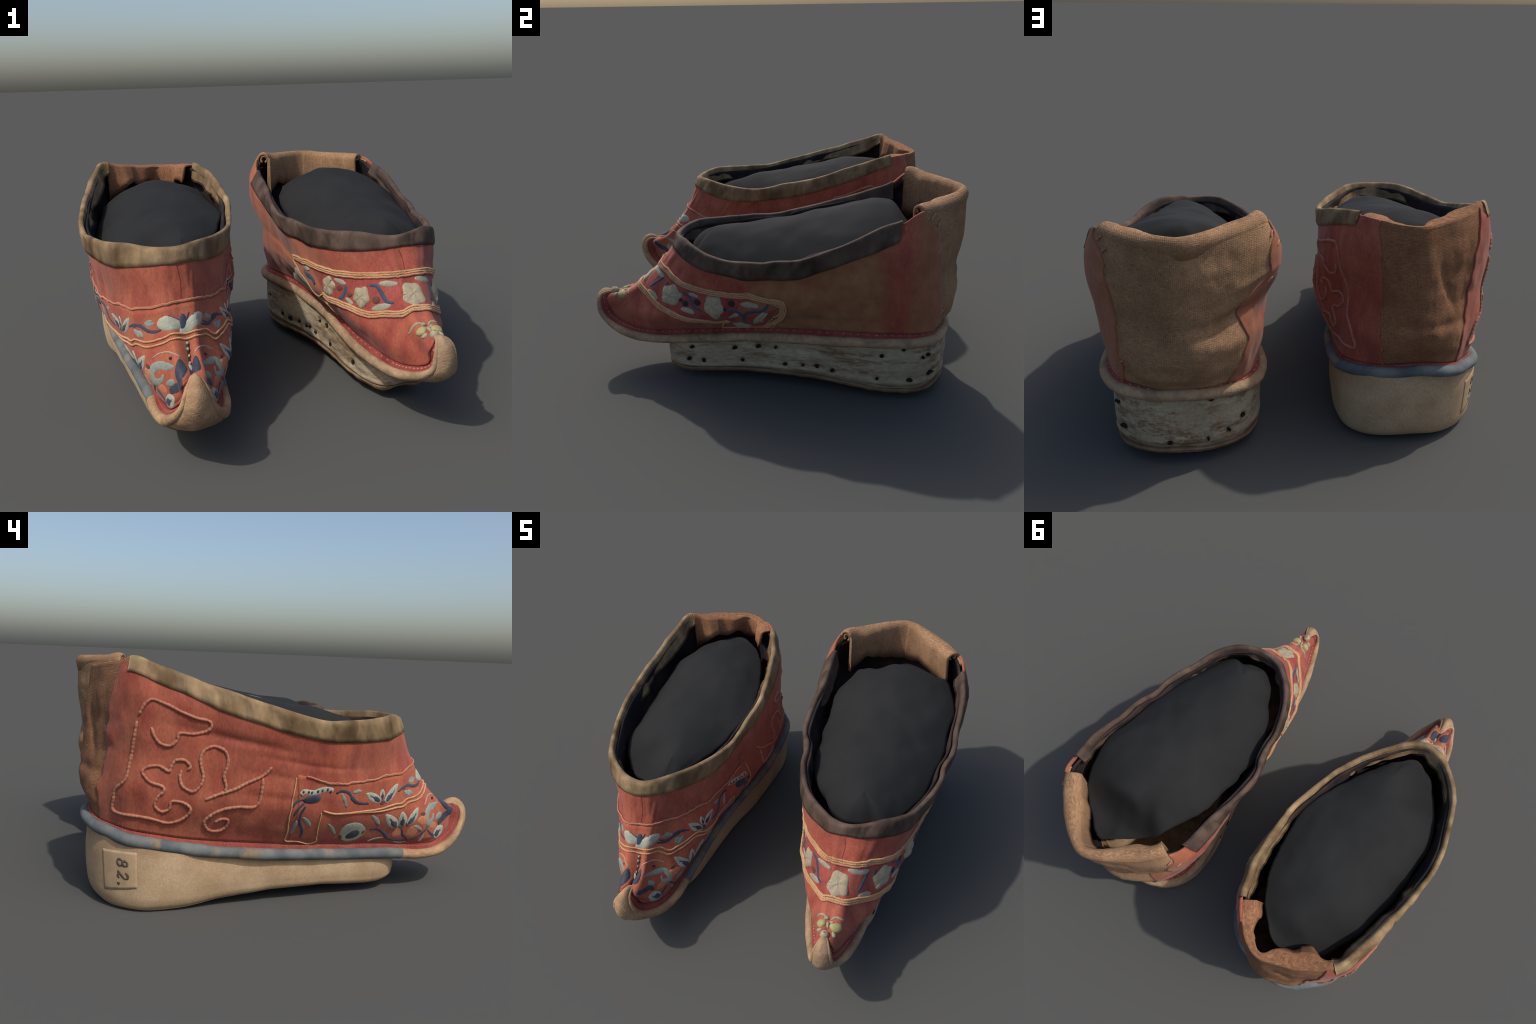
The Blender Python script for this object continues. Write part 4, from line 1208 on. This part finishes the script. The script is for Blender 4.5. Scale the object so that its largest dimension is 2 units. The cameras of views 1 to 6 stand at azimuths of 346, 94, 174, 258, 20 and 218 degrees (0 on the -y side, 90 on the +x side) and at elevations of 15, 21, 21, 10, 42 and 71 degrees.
    w.one((1.047, 0.458), 0.0653, 0.0265, 0.78, 'white')
    w.one((0.996, 0.463), 0.0396, 0.0198, -1.68, 'navy')
    w.single([(0.921, 0.490), (0.940, 0.485), (0.958, 0.476)], 0.0047, 'navy')
    w.single([(0.913, 0.474), (0.939, 0.468), (0.965, 0.461)], 0.0047, 'navy')
    w.single([(0.918, 0.452), (0.945, 0.450), (0.967, 0.447)], 0.0047, 'navy')
    w.single([(0.925, 0.432), (0.951, 0.434), (0.970, 0.435)], 0.0047, 'navy')
    w.single([(1.037, 0.493), (1.060, 0.498), (1.088, 0.503)], 0.0048, 'navy')
    w.single([(1.029, 0.473), (1.052, 0.476), (1.091, 0.485)], 0.0047, 'navy')
    w.single([(1.027, 0.452), (1.043, 0.453), (1.068, 0.456)], 0.0047, 'navy')
    w.single([(0.940, 0.510), (0.964, 0.491), (0.984, 0.475)], 0.0071, 'navy')
    w.single([(1.024, 0.512), (1.015, 0.489), (1.008, 0.470)], 0.0071, 'navy')
    w.single([(1.113, 0.473), (1.142, 0.459), (1.174, 0.476), (1.197, 0.495)], 0.0105, 'navy')
    # large butterfly over the toe
    w.single([(0.933, 0.210), (0.882, 0.244), (0.862, 0.259), (0.841, 0.247), (0.827, 0.205), (0.831, 0.167), (0.853, 0.175), (0.866, 0.203)], 0.0259, 'teal')
    w.single([(1.062, 0.205), (1.122, 0.240), (1.149, 0.251), (1.169, 0.211), (1.177, 0.158), (1.157, 0.168), (1.148, 0.211)], 0.0221, 'teal')
    w.one((0.952, 0.148), 0.0556, 0.0234, 1.20, 'navy')
    w.one((1.027, 0.167), 0.0473, 0.0229, 1.82, 'navy')
    w.single([(0.864, 0.096), (0.899, 0.091), (0.950, 0.023)], 0.0292, 'navy')
    w.single([(1.047, 0.035), (1.120, 0.120), (1.135, 0.101)], 0.0224, 'navy')
    w.one((0.885, 0.139), 0.0349, 0.0156, 2.94, 'teal')
    w.one((1.117, 0.161), 0.0165, 0.0271, 1.34, 'teal')
    w.single([(1.001, 0.363), (0.999, 0.313), (0.998, 0.260), (0.994, 0.183), (0.977, 0.042)], 0.0194, 'black')
    w.bead((1.001, 0.349), 0.0082, 0.0076, -0.20, 'cream')
    w.bead((0.998, 0.318), 0.0083, 0.0076, -0.13, 'cream')
    w.bead((0.999, 0.279), 0.0080, 0.0078, -0.17, 'cream')
    w.bead((0.996, 0.228), 0.0080, 0.0084, -0.16, 'cream')
    w.bead((0.991, 0.153), 0.0095, 0.0240, -0.12, 'cream')
    w.single([(0.845, 0.303), (0.871, 0.321), (0.902, 0.318), (0.941, 0.287), (0.959, 0.260)], 0.0057, 'cream')
    w.single([(1.021, 0.270), (1.042, 0.298), (1.116, 0.331), (1.149, 0.308)], 0.0062, 'cream')
    w.one((0.916, 0.275), 0.0124, 0.0076, -0.40, 'black')
    w.one((1.112, 0.284), 0.0111, 0.0073, 0.06, 'black')
    # looping cord scrolls on the rear sides
    w.scroll([(0.233, 0.630), (0.239, 0.575), (0.250, 0.548), (0.264, 0.547), (0.283, 0.593), (0.293, 0.645), (0.317, 0.656), (0.340, 0.685), (0.364, 0.742), (0.362, 0.771), (0.336, 0.768), (0.305, 0.778), (0.275, 0.793), (0.244, 0.793), (0.230, 0.764), (0.214, 0.684)], 0.0062)
    w.scroll([(0.210, 0.647), (0.200, 0.524), (0.187, 0.400), (0.176, 0.290), (0.153, 0.233), (0.143, 0.171), (0.140, 0.088), (0.183, 0.090), (0.220, 0.092), (0.249, 0.083), (0.270, 0.104), (0.291, 0.154), (0.294, 0.191), (0.279, 0.214), (0.262, 0.212), (0.254, 0.161), (0.240, 0.141), (0.229, 0.165), (0.236, 0.227), (0.246, 0.257), (0.245, 0.286), (0.224, 0.298), (0.214, 0.328), (0.211, 0.356), (0.226, 0.394), (0.242, 0.405), (0.259, 0.387), (0.266, 0.422), (0.278, 0.468), (0.292, 0.478), (0.304, 0.447), (0.297, 0.417)], 0.0062)
    w.scroll([(0.285, 0.410), (0.280, 0.362), (0.285, 0.303), (0.300, 0.285), (0.317, 0.332), (0.326, 0.402), (0.325, 0.467), (0.328, 0.529), (0.342, 0.586), (0.362, 0.616), (0.378, 0.609), (0.383, 0.557), (0.376, 0.481), (0.367, 0.419), (0.367, 0.350), (0.360, 0.299)], 0.0063)
    w.scroll([(0.323, 0.247), (0.348, 0.288), (0.380, 0.336), (0.414, 0.405), (0.446, 0.463), (0.474, 0.554)], 0.0064)
    w.scroll([(0.447, 0.449), (0.437, 0.356), (0.425, 0.264), (0.414, 0.237), (0.384, 0.228), (0.354, 0.201), (0.327, 0.149), (0.319, 0.107), (0.329, 0.065), (0.344, 0.066), (0.361, 0.105), (0.361, 0.145), (0.350, 0.142), (0.338, 0.121)], 0.0065)


def embroider_blossom_shoe(w):
    # braided gold borders of the band
    w.braid([(0.506, 0.428), (0.612, 0.563), (0.712, 0.615), (0.761, 0.634), (0.813, 0.649), (0.891, 0.645), (1.004, 0.608), (1.128, 0.649), (1.152, 0.645), (1.220, 0.631), (1.281, 0.601), (1.353, 0.564), (1.425, 0.488), (1.464, 0.431), (1.485, 0.397), (1.504, 0.305), (1.513, 0.197), (1.506, 0.098), (1.491, 0.057), (1.483, 0.020)], 0.0109, 3, 'upper')
    w.braid([(0.637, 0.262), (0.660, 0.264), (0.721, 0.322), (0.771, 0.342), (0.819, 0.358), (0.863, 0.382), (0.963, 0.366), (1.015, 0.356), (1.110, 0.388), (1.176, 0.351), (1.230, 0.295), (1.296, 0.205), (1.346, 0.165), (1.372, 0.129), (1.392, 0.162)], 0.0100, 3, 'lower')
    w.braid([(1.393, 0.148), (1.384, 0.055), (1.392, 0.020), (1.417, 0.020), (1.450, 0.020), (1.475, 0.020), (1.488, 0.020)], 0.0093, 1, '')
    w.braid([(0.496, 0.374), (0.539, 0.264), (0.579, 0.172), (0.625, 0.125), (0.617, 0.062)], 0.0075, 1, '')
    w.braid([(0.632, 0.258), (0.517, 0.020), (0.621, 0.109)], 0.0070, 1, '')
    w.braid([(1.473, 0.381), (1.498, 0.301), (1.503, 0.206), (1.494, 0.169)], 0.0063, 1, '')
    w.braid([(1.492, 0.148), (1.486, 0.047), (1.499, 0.006), (1.507, 0.078)], 0.0065, 1, '')
    # puffed cream blossoms
    w.puff((1.004, 0.463), 0.0707, 0.0697, 0.08)
    w.puff((0.810, 0.478), 0.0513, 0.0553, 0.61)
    w.puff((0.689, 0.425), 0.0606, 0.0555, 0.52)
    w.puff((0.475, 0.020), 0.2739, 0.2237, 0.52)
    w.puff((1.192, 0.481), 0.0758, 0.0612, 0.36)
    w.puff((1.329, 0.391), 0.0585, 0.0686, -0.07)
    w.puff((1.431, 0.058), 0.0573, 0.0317, -0.51)
    w.puff((1.463, 0.170), 0.0248, 0.0906, -0.65)
    # blue stems
    w.single([(0.850, 0.577), (0.868, 0.575), (0.873, 0.545), (0.875, 0.489), (0.881, 0.460), (0.901, 0.455)], 0.0156, 'blue')
    w.single([(0.778, 0.542), (0.756, 0.456), (0.736, 0.390), (0.720, 0.362)], 0.0160, 'blue')
    w.single([(0.559, 0.358), (0.604, 0.376), (0.610, 0.315)], 0.0178, 'blue')
    w.single([(1.152, 0.577), (1.160, 0.510)], 0.0159, 'blue')
    w.single([(1.215, 0.556), (1.245, 0.506), (1.277, 0.389), (1.309, 0.319)], 0.0132, 'blue')
    w.single([(1.362, 0.345), (1.391, 0.317), (1.424, 0.233), (1.429, 0.266), (1.457, 0.276), (1.464, 0.369)], 0.0130, 'blue')
    w.single([(1.423, 0.243), (1.433, 0.101)], 0.0130, 'blue')
    w.single([(1.109, 0.446), (1.118, 0.520), (1.127, 0.579)], 0.0138, 'blue')
    # pale leaves
    w.single([(0.880, 0.589), (0.909, 0.582), (0.955, 0.559)], 0.0217, 'pale')
    w.single([(0.828, 0.404), (0.857, 0.429), (0.887, 0.442)], 0.0232, 'pale')
    w.single([(0.737, 0.554), (0.758, 0.557), (0.778, 0.554)], 0.0201, 'pale')
    w.single([(0.752, 0.410), (0.761, 0.399), (0.770, 0.385)], 0.0160, 'pale')
    w.single([(0.556, 0.407), (0.598, 0.474), (0.614, 0.476)], 0.0203, 'pale')
    w.single([(1.030, 0.572), (1.068, 0.577), (1.126, 0.584)], 0.0245, 'pale')
    w.single([(1.115, 0.411), (1.140, 0.408), (1.164, 0.393)], 0.0276, 'pale')
    w.single([(1.250, 0.352), (1.273, 0.327), (1.297, 0.289)], 0.0214, 'pale')
    w.single([(1.232, 0.553), (1.249, 0.539), (1.268, 0.515)], 0.0211, 'pale')
    w.single([(1.391, 0.406), (1.420, 0.381), (1.446, 0.346)], 0.0206, 'pale')
    w.single([(1.388, 0.207), (1.399, 0.225), (1.410, 0.251)], 0.0184, 'pale')
    w.single([(1.074, 0.577), (1.103, 0.582), (1.123, 0.572)], 0.0219, 'pale')
    # dark worn spots
    w.one((0.851, 0.476), 0.0217, 0.0203, 0.07, 'rust')
    w.one((0.743, 0.484), 0.0264, 0.0166, 0.36, 'rust')
    w.one((0.774, 0.467), 0.0181, 0.0146, 0.33, 'rust')
    w.one((1.278, 0.442), 0.0231, 0.0212, 0.06, 'black')
    w.one((1.366, 0.427), 0.0203, 0.0213, -0.09, 'black')
    w.one((1.249, 0.418), 0.0206, 0.0193, 0.05, 'black')
    w.one((1.227, 0.461), 0.0147, 0.0128, 0.13, 'black')
    w.one((1.299, 0.516), 0.0116, 0.0104, 0.05, 'black')
    w.one((1.362, 0.345), 0.0107, 0.0119, -0.10, 'black')
    # knotted ornament above the toe
    w.knot((0.966, 0.178), 0.0232, 0.0220, -0.36, 'moss')
    w.knot((1.030, 0.162), 0.0296, 0.0233, 0.73, 'moss')
    w.knot((0.996, 0.139), 0.0170, 0.0095, -1.64, 'cream')
    w.knot((0.965, 0.119), 0.0150, 0.0105, -0.50, 'cream')
    w.knot((1.031, 0.095), 0.0139, 0.0096, -0.81, 'cream')
    w.knot((1.012, 0.180), 0.0115, 0.0094, 0.41, 'cream')
    w.knot((0.984, 0.214), 0.0112, 0.0093, -0.39, 'cream')
    w.ball((.496, -.896, .452), .021)
    w.single([(0.912, 0.243), (0.963, 0.255), (0.984, 0.217)], 0.0071, 'cream')
    w.single([(1.006, 0.199), (1.027, 0.246), (1.055, 0.254)], 0.0069, 'cream')


NAIL_HOLES = [(1.129, 0.797), (1.259, 0.732), (1.330, 0.761), (1.382, 0.742), (1.118, 0.431), (1.163, 0.378), (1.281, 0.371), (1.410, 0.333), (1.463, 0.340), (1.504, 0.354), (1.549, 0.313), (1.688, 0.754), (1.748, 0.890), (1.805, 0.714), (1.678, 0.303), (1.769, 0.308), (1.829, 0.367), (1.822, 0.747), (1.841, 0.383), (0.065, 0.940), (0.149, 0.485), (0.107, 0.332), (0.054, 0.254), (1.964, 0.220), (0.297, 0.600), (0.393, 0.342), (0.442, 0.332), (0.558, 0.392), (0.685, 0.366), (0.821, 0.441), (0.664, 0.766)]
BAND_TAIL = [(1.387, 0.020), (1.398, 0.158), (1.483, 0.020), (1.495, 0.304)]

def finish(d, sew):
    embroidery_materials(d['M'])
    build_shoe_parts(d)
    N = d['needle'] = Needle(d, d['M'])
    sew(N)
    return N

for d in (A, B):
    d['M'] = materials(d)
B['pits'] = [(u, v, .0150, .016) for u, v in NAIL_HOLES] + [(2 - u, min(.9, v * .93 + .03), .0140, .015) for u, v in NAIL_HOLES if 1.35 < u < 1.62]
A['stitch'], A['stitch_rows'] = .0045, [(3, .013, 'stitch_dark')]
B['stitch'], B['stitch_rows'] = .0065, [(3, .042, 'stitch_pale')]

finish(A, embroider_butterfly_shoe)
finish(B, embroider_blossom_shoe)

lowA, upA = A['band_lower'], A['band_upper']
band_ground(A, A['root'], A['M'], (.482, .527), (2 - .482, 2 - .527), lambda u: 0 * u + .02, lambda u: np.interp(u, upA[:, 0], upA[:, 1]))
lowB, upB = B['band_lower'], B['band_upper']
ub0, ub1 = max(lowB[:, 0].min(), upB[:, 0].min()), min(lowB[:, 0].max(), upB[:, 0].max(), BAND_TAIL[1][0] + .01)
band_ground(B, B['root'], B['M'], (ub0, ub0), (ub1, ub1), lambda u: np.interp(u, lowB[:, 0], lowB[:, 1]), lambda u: np.interp(u, upB[:, 0], upB[:, 1]))
t0, t1, t2, t3 = BAND_TAIL      # block that drops from the outer end of the band
band_ground(B, B['root'], B['M'], (t0[0], t1[0]), (t2[0], t3[0]), lambda u: 0 * u + min(t0[1], t2[1]), lambda u: t1[1] + (t3[1] - t1[1]) * (u - t1[0]) / (t3[0] - t1[0]))
for d in (A, B):
    centre_seam(d, d['root'], d['M']); ledge_stitches(d, d['root'], d['M'])
paper_label(A, A['M'])
nail_holes(B, B['M'])
outsole(B, B['M'])

# loose cross-stitches that hold the silk edge to the heel cloth
N = B['needle']
for u, v in ((1.800, .93), (1.822, .87), (1.826, .66), (.212, .90), (.225, .84), (.20, .60), (1.885, .16)):
    N.strip([(u - .006, v - .02), (u, v), (u + .007, v + .018)], .0035, 'stitch_pale', 'seam_stitch', 'seam_stitching', .004, .6)
